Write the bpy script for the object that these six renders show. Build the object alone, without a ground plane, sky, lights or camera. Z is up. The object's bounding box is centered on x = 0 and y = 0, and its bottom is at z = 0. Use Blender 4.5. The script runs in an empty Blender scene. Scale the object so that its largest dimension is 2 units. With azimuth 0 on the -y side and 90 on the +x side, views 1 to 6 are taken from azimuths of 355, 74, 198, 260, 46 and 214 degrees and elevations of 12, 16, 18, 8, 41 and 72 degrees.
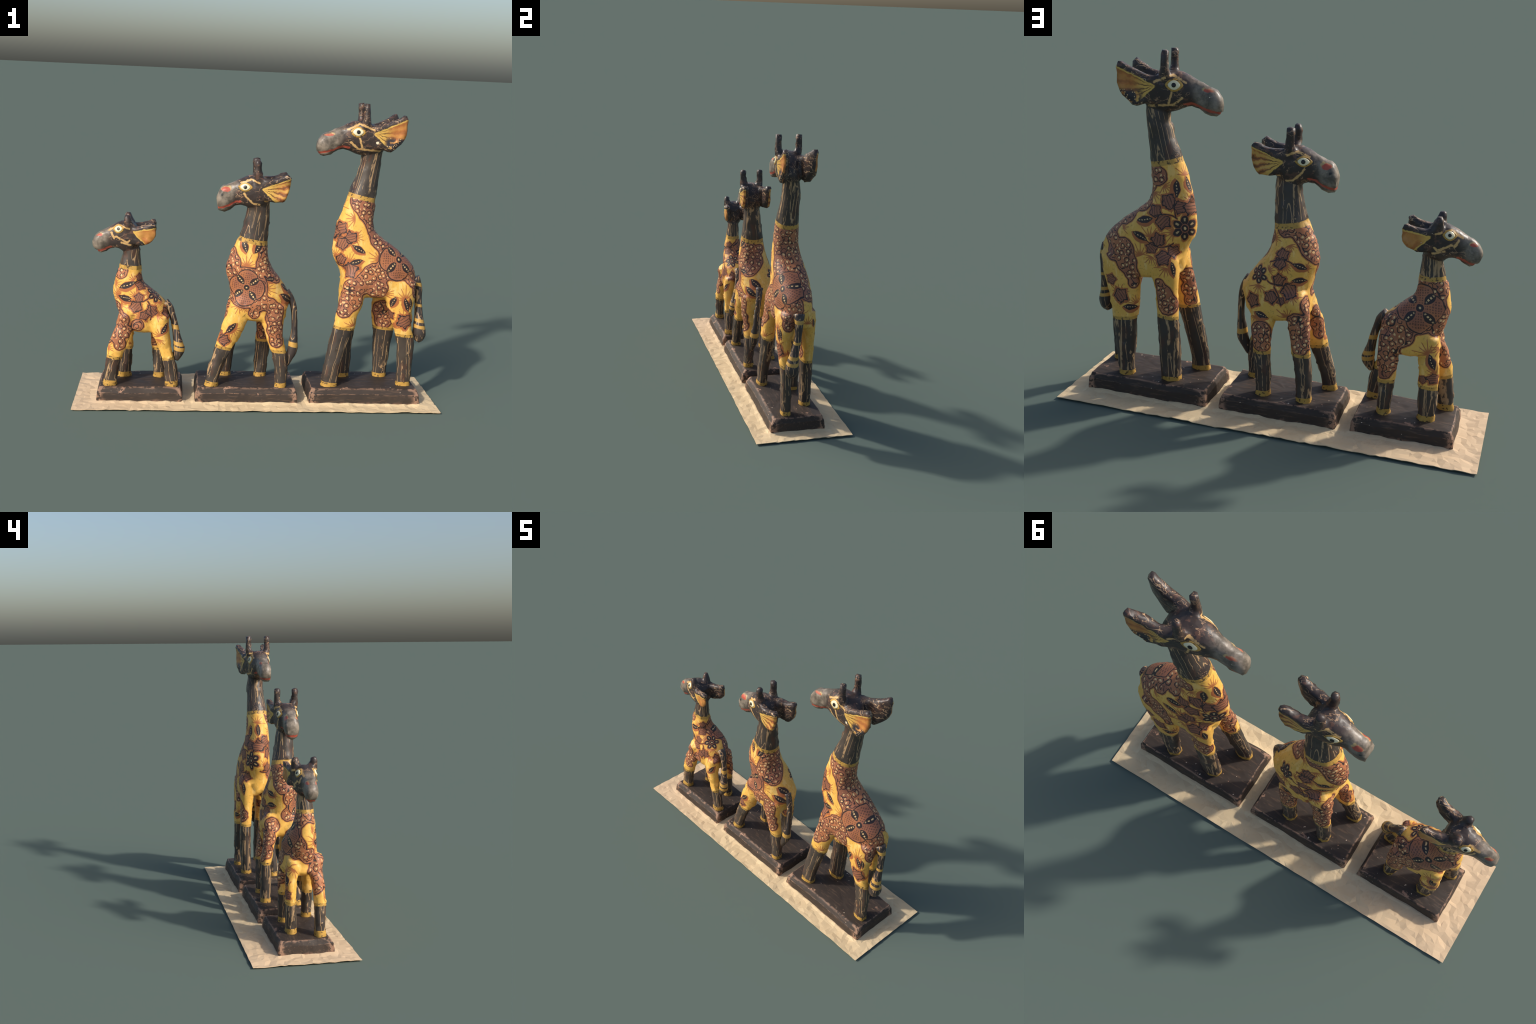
import bpy, bmesh, math, random
import numpy as np
from mathutils import Vector, Matrix, noise as mnoise
from mathutils.bvhtree import BVHTree
from mathutils.kdtree import KDTree

random.seed(7)
rng = np.random.default_rng(7)

# ------------------------------------------------------------------ helpers
def superellipse(n, p):
    out = []
    for i in range(n):
        t = 2 * math.pi * i / n
        c, s = math.cos(t), math.sin(t)
        out.append((math.copysign(abs(c) ** (2 / p), c), math.copysign(abs(s) ** (2 / p), s)))
    return out

def loft(rings):
    """closed shell through rings of equal point count (list of lists of Vector)"""
    n = len(rings[0])
    verts = [tuple(v) for r in rings for v in r]
    faces = []
    for k in range(len(rings) - 1):
        for i in range(n):
            j = (i + 1) % n
            faces.append((k * n + i, k * n + j, (k + 1) * n + j, (k + 1) * n + i))
    for k, flip in ((0, True), (len(rings) - 1, False)):
        c = sum((Vector(v) for v in rings[k]), Vector()) / n
        ci = len(verts)
        verts.append(tuple(c))
        for i in range(n):
            j = (i + 1) % n
            a, b = k * n + i, k * n + j
            faces.append((b, a, ci) if flip else (a, b, ci))
    return verts, faces

def catmull(rows, sub):
    """smooth a table of numbers (one row per station) with Catmull-Rom"""
    A = np.array(rows, float)
    out = []
    m = len(A)
    for i in range(m - 1):
        p0, p1, p2, p3 = A[max(i - 1, 0)], A[i], A[i + 1], A[min(i + 2, m - 1)]
        for k in range(sub):
            t = k / sub
            out.append(0.5 * ((2 * p1) + (-p0 + p2) * t + (2 * p0 - 5 * p1 + 4 * p2 - p3) * t * t
                              + (-p0 + 3 * p1 - 3 * p2 + p3) * t ** 3))
    out.append(A[-1])
    return out

def level_loft(rows, p=2.4, n=32, sub=3, egg=None):
    """rows: z, x_front, x_back, y_centre, y_half  -> horizontal sections; egg(z) narrows the front (chest)"""
    se = superellipse(n, p)
    rings = []
    for z, xf, xb, yc, hw in catmull(rows, sub):
        cx, hx = (xf + xb) / 2, (xb - xf) / 2
        k = egg(z) if egg else 0.0
        rings.append([Vector((cx + hx * c, yc + hw * s * (1 + k * c), z)) for c, s in se])
    return loft(rings)

def pair_loft(rows, frame, p=2.3, n=28, sub=3, cup=0.0, side=1):
    """rows: top (X,Z), bottom (X,Z), lateral centre, half width -> sections spanned between the two outline points.
    frame maps local (X along, Y lateral, Z up) to world"""
    se = superellipse(n, p)
    rings = []
    for tx, tz, bx, bz, yc, hw in catmull([(t[0], t[1], b[0], b[1], y, w) for t, b, y, w in rows], sub):
        c = ((tx + bx) / 2, (tz + bz) / 2)
        h = ((tx - bx) / 2, (tz - bz) / 2)
        cu = cup * min(max((tx - .05) / .08, 0), 1)
        scoop = lambda co, s: 1 - cu * (1 - s * s) if co * side > 0 else 1
        rings.append([frame(c[0] + h[0] * s, yc + hw * co * scoop(co, s), c[1] + h[1] * s) for co, s in se])
    return loft(rings)

def tube(pts, n=20, sub=3, flat=1.0):
    """pts: x,y,z,r"""
    P = catmull(pts, sub)
    rings = []
    for i, q in enumerate(P):
        a, b = P[max(i - 1, 0)][:3], P[min(i + 1, len(P) - 1)][:3]
        t = Vector(b - a).normalized()
        u = t.cross(Vector((0, 1, 0)))
        if u.length < 1e-3:
            u = Vector((1, 0, 0))
        u.normalize()
        v = t.cross(u).normalized()
        rings.append([Vector(q[:3]) + (u * math.cos(w) + v * math.sin(w) * flat) * q[3]
                      for w in (2 * math.pi * k / n for k in range(n))])
    return loft(rings)

def mesh_from(name, parts):
    V, F = [], []
    for v, f in parts:
        o = len(V)
        V += v
        F += [tuple(i + o for i in q) for q in f]
    me = bpy.data.meshes.new(name)
    me.from_pydata(V, [], F)
    bm = bmesh.new()
    bm.from_mesh(me)
    # every shell outward
    bmesh.ops.recalc_face_normals(bm, faces=bm.faces)
    bm.to_mesh(me)
    bm.free()
    return me

def through_modifiers(me, mods):
    ob = bpy.data.objects.new("work", me)
    bpy.context.scene.collection.objects.link(ob)
    for kind, props in mods:
        m = ob.modifiers.new(kind, kind)
        for k, v in props.items():
            setattr(m, k, v)
    dg = bpy.context.evaluated_depsgraph_get()
    dg.update()
    out = bpy.data.meshes.new_from_object(ob.evaluated_get(dg))
    bpy.data.objects.remove(ob)
    return out

def polyline_distance(P, pts):
    """distance and radius gap of points P (N,3) to a tapered polyline"""
    best = np.full(len(P), 9.0)
    for a, b in zip(pts[:-1], pts[1:]):
        A, B = np.array(a[:3]), np.array(b[:3])
        d = B - A
        t = np.clip(((P - A) @ d) / max(d @ d, 1e-9), 0, 1)
        r = a[3] + (b[3] - a[3]) * t
        best = np.minimum(best, np.linalg.norm(P - (A + t[:, None] * d), axis=1) - r)
    return best

# ------------------------------------------------------------------ the three animals (metres)
G = {}
G["tall"] = dict(
    origin=(0.59, -0.01, 0.0), label="tall painted wooden giraffe with gold batik coat on plinth",
    torso=[  # z, front x, back x, y centre, half width
        (1.44, .545, .612, -.024, .040), (1.40, .517, .626, -.022, .047), (1.367, .514, .626, -.019, .050),
        (1.33, .515, .623, -.018, .051), (1.30, .503, .620, -.018, .052), (1.265, .497, .617, -.019, .054), (1.222, .480, .613, -.020, .058),
        (1.16, .458, .607, -.022, .064), (1.10, .440, .603, -.024, .067), (1.04, .420, .602, -.024, .069),
        (1.00, .409, .606, -.023, .074), (.964, .402, .620, -.021, .079), (.93, .394, .657, -.019, .085),
        (.90, .391, .700, -.018, .090), (.87, .389, .742, -.017, .095), (.83, .391, .793, -.016, .100),
        (.80, .403, .823, -.016, .104), (.77, .421, .848, -.017, .108), (.735, .437, .862, -.016, .109),
        (.70, .445, .868, -.015, .110), (.66, .450, .864, -.014, .110), (.625, .462, .855, -.013, .106),
        (.608, .500, .835, -.012, .095), (.592, .570, .760, -.012, .062)],
    legs=dict(
        near_front=[(0.78, 0.47, 0.6, -0.052, 0.05), (0.71, 0.455, 0.615, -0.072, 0.055), (0.64, 0.446, 0.6, -0.076, 0.053), (0.598, 0.439, 0.572, -0.079, 0.05), (0.55, 0.43, 0.557, -0.083, 0.048),
                    (0.49, 0.42, 0.535, -0.0855, 0.046), (0.44, 0.411, 0.527, -0.086, 0.045), (0.35, 0.394, 0.497, -0.0855, 0.042),
                    (0.26, 0.377, 0.474, -0.088, 0.04), (0.18, 0.366, 0.456, -0.092, 0.037), (0.1, 0.36, 0.447, -0.095, 0.035), (0.06, 0.358, 0.446, -0.095, 0.035)],
        far_front=[(.76, .48, .60, .025, .050), (.70, .46, .62, .043, .055), (.62, .455, .592, .046, .050), (.55, .458, .566, .048, .046), (.43, .455, .559, .054, .043),
                   (.33, .448, .551, .060, .042), (.20, .444, .548, .058, .040), (.09, .448, .541, .056, .038), (.06, .448, .541, .056, .038)],
        near_hind=[(.70, .67, .860, -.055, .065), (.64, .672, .858, -.068, .060), (.59, .690, .853, -.076, .054), (.53, .713, .843, -.079, .047), (.474, .735, .847, -.081, .042),
                   (.42, .755, .853, -.080, .038), (.36, .775, .872, -.077, .036), (.27, .784, .875, -.073, .034), (.23, .787, .873, -.071, .033),
                   (.10, .793, .867, -.070, .031), (.06, .793, .867, -.070, .031)],
        far_hind=[(.70, .66, .855, .030, .060), (.64, .652, .850, .038, .057), (.59, .652, .838, .045, .053), (.53, .655, .817, .051, .049), (.46, .657, .801, .056, .046),
                  (.40, .668, .791, .059, .044), (.30, .676, .779, .064, .041), (.20, .682, .772, .067, .038), (.10, .691, .763, .067, .037), (.06, .691, .763, .067, .037)]),
    snout=0.84, mouth=[(-.243, 1.383), (-.200, 1.392), (-.160, 1.404), (-.112, 1.424), (-.080, 1.418)],
    head_at=(.512, -.028), yaw=2.8, head_plane=((.515, 1.372), (.628, 1.408)),
    head=[((-.248, 1.418), (-.244, 1.391), 0, .020), ((-.242, 1.446), (-.235, 1.380), 0, .033), ((-.231, 1.465), (-.217, 1.368), 0, .040),
          ((-.212, 1.487), (-.183, 1.371), 0, .043), ((-.181, 1.498), (-.164, 1.378), 0, .041), ((-.150, 1.514), (-.149, 1.391), 0, .039),
          ((-.113, 1.529), (-.120, 1.404), 0, .044), ((-.082, 1.545), (-.089, 1.405), 0, .054), ((-.051, 1.557), (-.050, 1.391), 0, .062),
          ((-.023, 1.561), (-.010, 1.378), 0, .066), ((.009, 1.559), (.029, 1.377), 0, .072), ((.038, 1.549), (.075, 1.383), 0, .072),
          ((.064, 1.537), (.110, 1.395), 0, .055), ((.090, 1.515), (.120, 1.415), 0, .042), ((.106, 1.490), (.122, 1.440), 0, .020)],
    ear=[((.005, 1.541), (.030, 1.414), .044, .026), ((.063, 1.540), (.090, 1.415), .062, .026), ((.104, 1.550), (.119, 1.408), .070, .023),
         ((.143, 1.567), (.143, 1.406), .074, .026), ((.177, 1.585), (.171, 1.431), .080, .024), ((.203, 1.600), (.200, 1.462), .086, .020), ((.219, 1.576), (.217, 1.505), .088, .013)],
    horn=[(.004, .036, 1.490, .022), (.004, .048, 1.530, .027), (.004, .056, 1.553, .024), (.003, .060, 1.575, .019), (.002, .060, 1.61, .0165), (.001, .060, 1.641, .017), (0, .060, 1.652, .013)],
    tail=[(.860, -.028, .705, .032), (.884, -.034, .655, .024), (.889, -.036, .60, .020), (.892, -.042, .55, .021), (.896, -.055, .49, .025), (.899, -.064, .44, .033),
          (.902, -.068, .405, .038), (.902, -.071, .375, .033), (.890, -.074, .350, .016)],
    tail_bands=[(.660, .680), (.545, .560), (.462, .480), (.428, .446)],
    eye=((-.040, .067, 1.503), .028, .76), collar=(1.150, .20), collar_h=.024,
    knees=dict(near_front=(.437, .06), far_front=(.430, -.05), near_hind=(.398, .03), far_hind=(.396, .05)),
    plinth=((.281, .906), (-.178, .147), .006, .092), rough=.0)
G["middle"] = dict(
    origin=(-.065, -.02, 0.0), label="middle-sized painted wooden giraffe with medallion batik coat",
    torso=[
        (1.14, -.060, .008, -.098, .038), (1.11, -.088, .020, -.092, .046), (1.08, -.096, .024, -.086, .050), (1.05, -.098, .024, -.083, .052), (1.01, -.108, .024, -.081, .054),
        (.98, -.115, .024, -.079, .057), (.945, -.125, .024, -.077, .062), (.92, -.130, .023, -.075, .066), (.90, -.145, .021, -.074, .068),
        (.87, -.156, .021, -.073, .072), (.836, -.170, .026, -.072, .077), (.81, -.180, .031, -.070, .081), (.775, -.190, .042, -.067, .087),
        (.74, -.196, .063, -.063, .094), (.708, -.190, .090, -.059, .100), (.665, -.178, .122, -.058, .102), (.624, -.169, .148, -.056, .105),
        (.597, -.166, .166, -.055, .109), (.56, -.165, .161, -.054, .112), (.52, -.168, .148, -.049, .109), (.485, -.165, .136, -.045, .105),
        (.468, -.125, .105, -.043, .090), (.454, -.070, .050, -.040, .055)],
    legs=dict(
        near_front=[(.61, -.155, -.05, -.085, .048), (.56, -.165, -.04, -.102, .052), (.50, -.184, -.064, -.106, .048), (.444, -.204, -.085, -.110, .045), (.40, -.218, -.098, -.110, .043), (.35, -.231, -.119, -.101, .041),
                    (.33, -.236, -.135, -.102, .040), (.27, -.252, -.167, -.104, .038), (.20, -.272, -.197, -.105, .036), (.15, -.283, -.212, -.106, .035), (.10, -.291, -.222, -.107, .035), (.06, -.296, -.227, -.107, .035)],
        far_front=[(0.61, -0.155, -0.06, -0.007, 0.045), (0.56, -0.165, -0.05, 0.017, 0.048), (0.5, -0.18, -0.072, 0.017, 0.042), (0.4, -0.19, -0.096, 0.033, 0.038), (0.33, -0.196, -0.113, 0.046, 0.037), (0.27, -0.203, -0.124, 0.049, 0.036),
                   (0.2, -0.207, -0.135, 0.052, 0.036), (0.1, -0.21, -0.143, 0.055, 0.035), (0.06, -0.21, -0.145, 0.055, 0.035)],
        near_hind=[(.56, -.01, .148, -.103, .056), (.50, -.012, .133, -.108, .050), (.466, .001, .127, -.112, .047), (.423, .020, .125, -.113, .044), (.372, .036, .128, -.107, .041), (.32, .055, .138, -.110, .039),
                   (.277, .072, .153, -.111, .038), (.20, .090, .160, -.112, .036), (.15, .095, .158, -.113, .035), (.10, .099, .155, -.113, .035), (.06, .099, .155, -.113, .035)],
        far_hind=[(0.56, -0.03, 0.135, -0.008, 0.05), (0.475, -0.024, 0.1, 0.014, 0.044), (0.4, -0.006, 0.089, 0.03, 0.04), (0.33, -0.005, 0.078, 0.043, 0.037), (0.25, -0.007, 0.07, 0.046, 0.035),
                  (0.19, -0.009, 0.064, 0.047, 0.035), (0.1, -0.008, 0.058, 0.048, 0.035), (0.06, -0.008, 0.058, 0.048, 0.035)]),
    snout=0.9, mouth=[(-.205, 1.080), (-.175, 1.084), (-.145, 1.096), (-.112, 1.116), (-.085, 1.119)],
    head_at=(-.052, -.092), yaw=-1.0, head_plane=((-.095, 1.083), (.023, 1.118)),
    head=[((-.210, 1.124), (-.205, 1.099), 0, .022), ((-.208, 1.140), (-.202, 1.075), 0, .036), ((-.197, 1.170), (-.193, 1.066), 0, .043), ((-.183, 1.193), (-.174, 1.061), 0, .046),
          ((-.158, 1.202), (-.142, 1.067), 0, .045), ((-.131, 1.214), (-.112, 1.089), 0, .043), ((-.107, 1.225), (-.091, 1.095), 0, .047), ((-.083, 1.238), (-.075, 1.097), 0, .055),
          ((-.059, 1.249), (-.055, 1.089), 0, .060), ((-.035, 1.258), (-.030, 1.081), 0, .062), ((-.005, 1.258), (.003, 1.079), 0, .067), ((.023, 1.251), (.036, 1.085), 0, .067),
          ((.043, 1.236), (.065, 1.100), 0, .050), ((.060, 1.220), (.075, 1.122), 0, .036), ((.072, 1.198), (.080, 1.149), 0, .018)],
    ear=[((.005, 1.248), (.020, 1.139), .040, .025), ((.050, 1.246), (.064, 1.127), .058, .025), ((.085, 1.247), (.097, 1.124), .064, .022), ((.117, 1.254), (.120, 1.128), .067, .023),
         ((.143, 1.266), (.141, 1.132), .071, .022), ((.161, 1.271), (.161, 1.169), .075, .019), ((.173, 1.255), (.171, 1.215), .076, .012)],
    horn=[(.006, .030, 1.195, .022), (.006, .041, 1.230, .027), (.005, .048, 1.253, .025), (.003, .052, 1.275, .020), (.001, .053, 1.30, .0175), (.000, .053, 1.330, .018), (0, .053, 1.341, .013)],
    tail=[(.135, -.066, .615, .028), (.166, -.075, .580, .020), (.184, -.083, .53, .017), (.190, -.090, .46, .0165), (.192, -.094, .40, .018), (.188, -.099, .345, .025),
          (.186, -.102, .300, .028), (.170, -.106, .255, .022), (.158, -.110, .210, .010)],
    tail_bands=[(.318, .345)],
    eye=((-.063, .060, 1.198), .0265, .66), collar=(.905, .16), collar_h=.026,
    knees=dict(near_front=(.318, .10), far_front=(.330, .0), near_hind=(.305, .02), far_hind=(.318, .0)),
    plinth=((-.348, .218), (-.180, .137), .006, .090), rough=.0)
G["small"] = dict(
    origin=(-.645, -.03, 0.0), label="small painted wooden giraffe with brown and gold batik coat",
    torso=[
        (.885, -.735, -.675, -.048, .030), (.85, -.752, -.664, -.049, .036), (.81, -.751, -.661, -.049, .038), (.785, -.758, -.659, -.049, .039), (.756, -.765, -.656, -.050, .041),
        (.735, -.771, -.654, -.050, .044), (.70, -.783, -.652, -.049, .050), (.665, -.791, -.646, -.047, .057), (.64, -.796, -.632, -.045, .063), (.615, -.801, -.602, -.042, .071),
        (.58, -.799, -.559, -.039, .082), (.547, -.792, -.525, -.037, .089), (.52, -.784, -.506, -.038, .091), (.48, -.771, -.501, -.038, .094), (.45, -.768, -.503, -.038, .096),
        (.42, -.770, -.502, -.036, .096), (.400, -.755, -.506, -.036, .092), (.386, -.715, -.530, -.036, .075), (.376, -.68, -.57, -.036, .046)],
    legs=dict(
        near_front=[(.52, -.755, -.68, -.075, .042), (.48, -.765, -.68, -.096, .047), (.42, -.779, -.692, -.098, .040), (.38, -.797, -.698, -.103, .038), (.345, -.807, -.711, -.105, .037), (.31, -.817, -.724, -.107, .036), (.26, -.828, -.742, -.108, .036),
                    (.215, -.834, -.756, -.107, .035), (.16, -.841, -.767, -.105, .034), (.10, -.844, -.773, -.104, .033), (.06, -.844, -.773, -.104, .033)],
        far_front=[(.48, -.765, -.67, .008, .042), (.42, -.773, -.678, .017, .036), (.356, -.779, -.691, .027, .034), (.26, -.782, -.697, .029, .033), (.19, -.783, -.700, .029, .033), (.09, -.776, -.706, .028, .032), (.06, -.776, -.706, .028, .032)],
        near_hind=[(0.48, -0.6, -0.5, -0.085, 0.048), (0.42, -0.596, -0.497, -0.097, 0.042), (0.385, -0.59, -0.496, -0.101, 0.04), (0.35, -0.571, -0.491, -0.104, 0.037), (0.294, -0.548, -0.4804, -0.106, 0.034), (0.25, -0.533, -0.467, -0.107, 0.033),
                   (0.2, -0.52, -0.45, -0.108, 0.033), (0.16, -0.513, -0.446, -0.108, 0.032), (0.1, -0.509, -0.446, -0.108, 0.032), (0.06, -0.509, -0.446, -0.108, 0.032)],
        far_hind=[(0.48, -0.61, -0.505, 0.006, 0.048), (0.4, -0.602, -0.503, 0.018, 0.04), (0.34, -0.598, -0.5084, 0.028, 0.037), (0.278, -0.594, -0.5144, 0.029, 0.034), (0.224, -0.586, -0.517, 0.028, 0.033), (0.15, -0.58, -0.518, 0.027, 0.032), (0.1, -0.574, -0.518, 0.026, 0.031), (0.06, -0.574, -0.518, 0.026, 0.031)]),
    snout=0.88, mouth=[(-.168, .818), (-.135, .826), (-.110, .838), (-.085, .846)],
    head_at=(-.728, -.045), yaw=0.3, head_plane=((-.752, .817), (-.664, .845)),
    head=[((-.188, .865), (-.184, .850), 0, .018), ((-.181, .884), (-.175, .832), 0, .030), ((-.168, .906), (-.157, .815), 0, .036), ((-.150, .923), (-.137, .808), 0, .038),
          ((-.130, .933), (-.112, .818), 0, .037), ((-.105, .945), (-.089, .832), 0, .040), ((-.080, .961), (-.066, .837), 0, .048), ((-.055, .973), (-.043, .834), 0, .054),
          ((-.033, .983), (-.026, .821), 0, .056), ((-.010, .985), (-.005, .819), 0, .059), ((.015, .978), (.025, .822), 0, .060), ((.033, .972), (.051, .836), 0, .047),
          ((.049, .961), (.061, .849), 0, .037), ((.059, .946), (.065, .873), 0, .020)],
    ear=[((.005, .970), (.014, .873), .038, .023), ((.047, .965), (.053, .865), .053, .023), ((.071, .967), (.076, .864), .058, .021), ((.099, .973), (.103, .874), .065, .019),
         ((.123, .982), (.125, .886), .072, .018), ((.140, .985), (.143, .907), .076, .015), ((.151, .964), (.149, .929), .076, .010)],
    horn=[(.014, .026, .925, .024), (.010, .036, .955, .030), (.006, .044, .976, .026), (.002, .048, .992, .020), (-.001, .050, 1.010, .017), (-.002, .051, 1.021, .012)],
    tail=[(-.525, -.045, .535, .030), (-.493, -.052, .505, .021), (-.477, -.060, .46, .018), (-.462, -.070, .405, .019), (-.452, -.081, .355, .022), (-.443, -.090, .315, .028),
          (-.438, -.094, .288, .031), (-.446, -.098, .258, .026), (-.455, -.102, .228, .014)],
    tail_bands=[(.395, .418), (.312, .332), (.283, .303)],
    eye=((-.047, .054, .947), .021, .84), collar=(.738, .05), collar_h=.020,
    knees=dict(near_front=(.255, .10), far_front=(.262, -.03), near_hind=(.252, -.05), far_hind=(.262, .03)),
    plinth=((-.880, -.414), (-.174, .127), .007, .086), rough=.0)

# ------------------------------------------------------------------ body building
def head_frame(g):
    t = math.radians(g["yaw"])
    c, s = math.cos(t), math.sin(t)
    hx, hy = g["head_at"]
    return lambda X, Y, Z: Vector((hx + X * c - Y * s, hy + X * s + Y * c, Z))

def build_body(g):
    fr = head_frame(g)
    za, zc = g["torso"][-1][0], g["collar"][0]
    egg = lambda z: .24 * math.sin(math.pi * min(max((z - za - .26 * (zc - za)) / (.78 * (zc - za)), 0), 1))
    shells = [level_loft(g["torso"], p=2.15, egg=egg)]
    mid = sum(r[-1][3] for r in g["legs"].values()) / 4
    for rows in g["legs"].values():
        # limbs thin out below the belly, keeping their outer face
        slim = []
        for z, xf, xb, yc, hw in rows:
            k = .19 * min(max((za + .05 - z) / .06, 0), 1)
            slim.append((z, xf, xb, yc + math.copysign(hw * k * .8, yc - mid), hw * (1 - k)))
        shells.append(level_loft(slim, p=2.35, n=24))
    shells.append(pair_loft([(t, b, y, w * g["snout"] if i < 5 else w * (.5 + .5 * g["snout"]) if i < 7 else w) for i, (t, b, y, w) in enumerate(g["head"])], fr, p=2.5))
    for side in (-1, 1):
        shells.append(pair_loft([(t, b, y * side, w) for t, b, y, w in g["ear"]], fr, p=4.5, cup=.6, side=side))
        pts = []
        for X, Y, Z, r in g["horn"]:
            v = fr(X, Y * side, Z)
            pts.append((v.x, v.y, v.z, r))
        shells.append(tube(pts))
    me = mesh_from("body", shells)
    me = through_modifiers(me, [("REMESH", dict(mode='VOXEL', voxel_size=.0042))])
    bm = bmesh.new()
    bm.from_mesh(me)
    for _ in range(5):
        bmesh.ops.smooth_vert(bm, verts=bm.verts, factor=.5, use_axis_x=True, use_axis_y=True, use_axis_z=True)
    # knife facets: pull the surface toward the tangent planes of scattered seed points
    bm.normal_update()
    bm.verts.ensure_lookup_table()
    order = rng.permutation(len(bm.verts))
    seeds, kd_pts = [], []
    cell = {}
    for i in order:
        v = bm.verts[int(i)]
        spacing = .024 if v.co.z > g["head_plane"][0][1] - .01 else .036
        key = tuple(int(q // spacing) for q in v.co) + (spacing,)
        if key in cell:
            continue
        cell[key] = True
        seeds.append((v.co.copy(), v.normal.copy()))
    kd = KDTree(len(seeds))
    for i, (c, _) in enumerate(seeds):
        kd.insert(c, i)
    kd.balance()
    moved = []
    for v in bm.verts:
        _, i, _ = kd.find(v.co)
        c, nn = seeds[i]
        moved.append(v.co - nn * max(min((v.co - c).dot(nn), .008), -.008) * .95)
    for v, q in zip(bm.verts, moved):
        v.co = q
    for _ in range(1):
        bmesh.ops.smooth_vert(bm, verts=bm.verts, factor=.5, use_axis_x=True, use_axis_y=True, use_axis_z=True)
    # hand-carved undulation: soft dents and flats left by the knife
    bm.normal_update()
    for v in bm.verts:
        q = v.co
        d = mnoise.noise(Vector((q.x * 19, q.y * 19, q.z * 13))) * .0016 + mnoise.noise(q * 47) * .0008
        v.co = q + v.normal * d
    # mouth slit on both sides of the muzzle
    yaw, (hx, hy) = math.radians(g["yaw"]), g["head_at"]
    line = np.array(g["mouth"])
    for v in bm.verts:
        X = (v.co.x - hx) * math.cos(yaw) + (v.co.y - hy) * math.sin(yaw)
        if X > line[-1, 0] or v.co.z < line[:, 1].min() - .02 or v.co.z > line[:, 1].max() + .02:
            continue
        d = abs(v.co.z - np.interp(X, line[:, 0], line[:, 1]))
        if d < .007:
            v.co -= v.normal * .0045 * (1 - d / .007)
    bm.to_mesh(me)
    bm.free()
    n = len(me.polygons) * 2
    me = through_modifiers(me, [("DECIMATE", dict(ratio=min(1.0, 4600 / n)))])
    return me
def plane_cut(bm, faces, co, no):
    fs = [f for f in faces if f.is_valid]
    es = {e for f in fs for e in f.edges}
    vs = {v for f in fs for v in f.verts}
    bmesh.ops.bisect_plane(bm, geom=list(vs) + list(es) + fs, plane_co=co, plane_no=no, dist=1e-5)

def leg_axis(rows):
    return [((r[1] + r[2]) / 2, r[3], r[0], max((r[2] - r[1]) / 2, r[4])) for r in rows]

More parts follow.
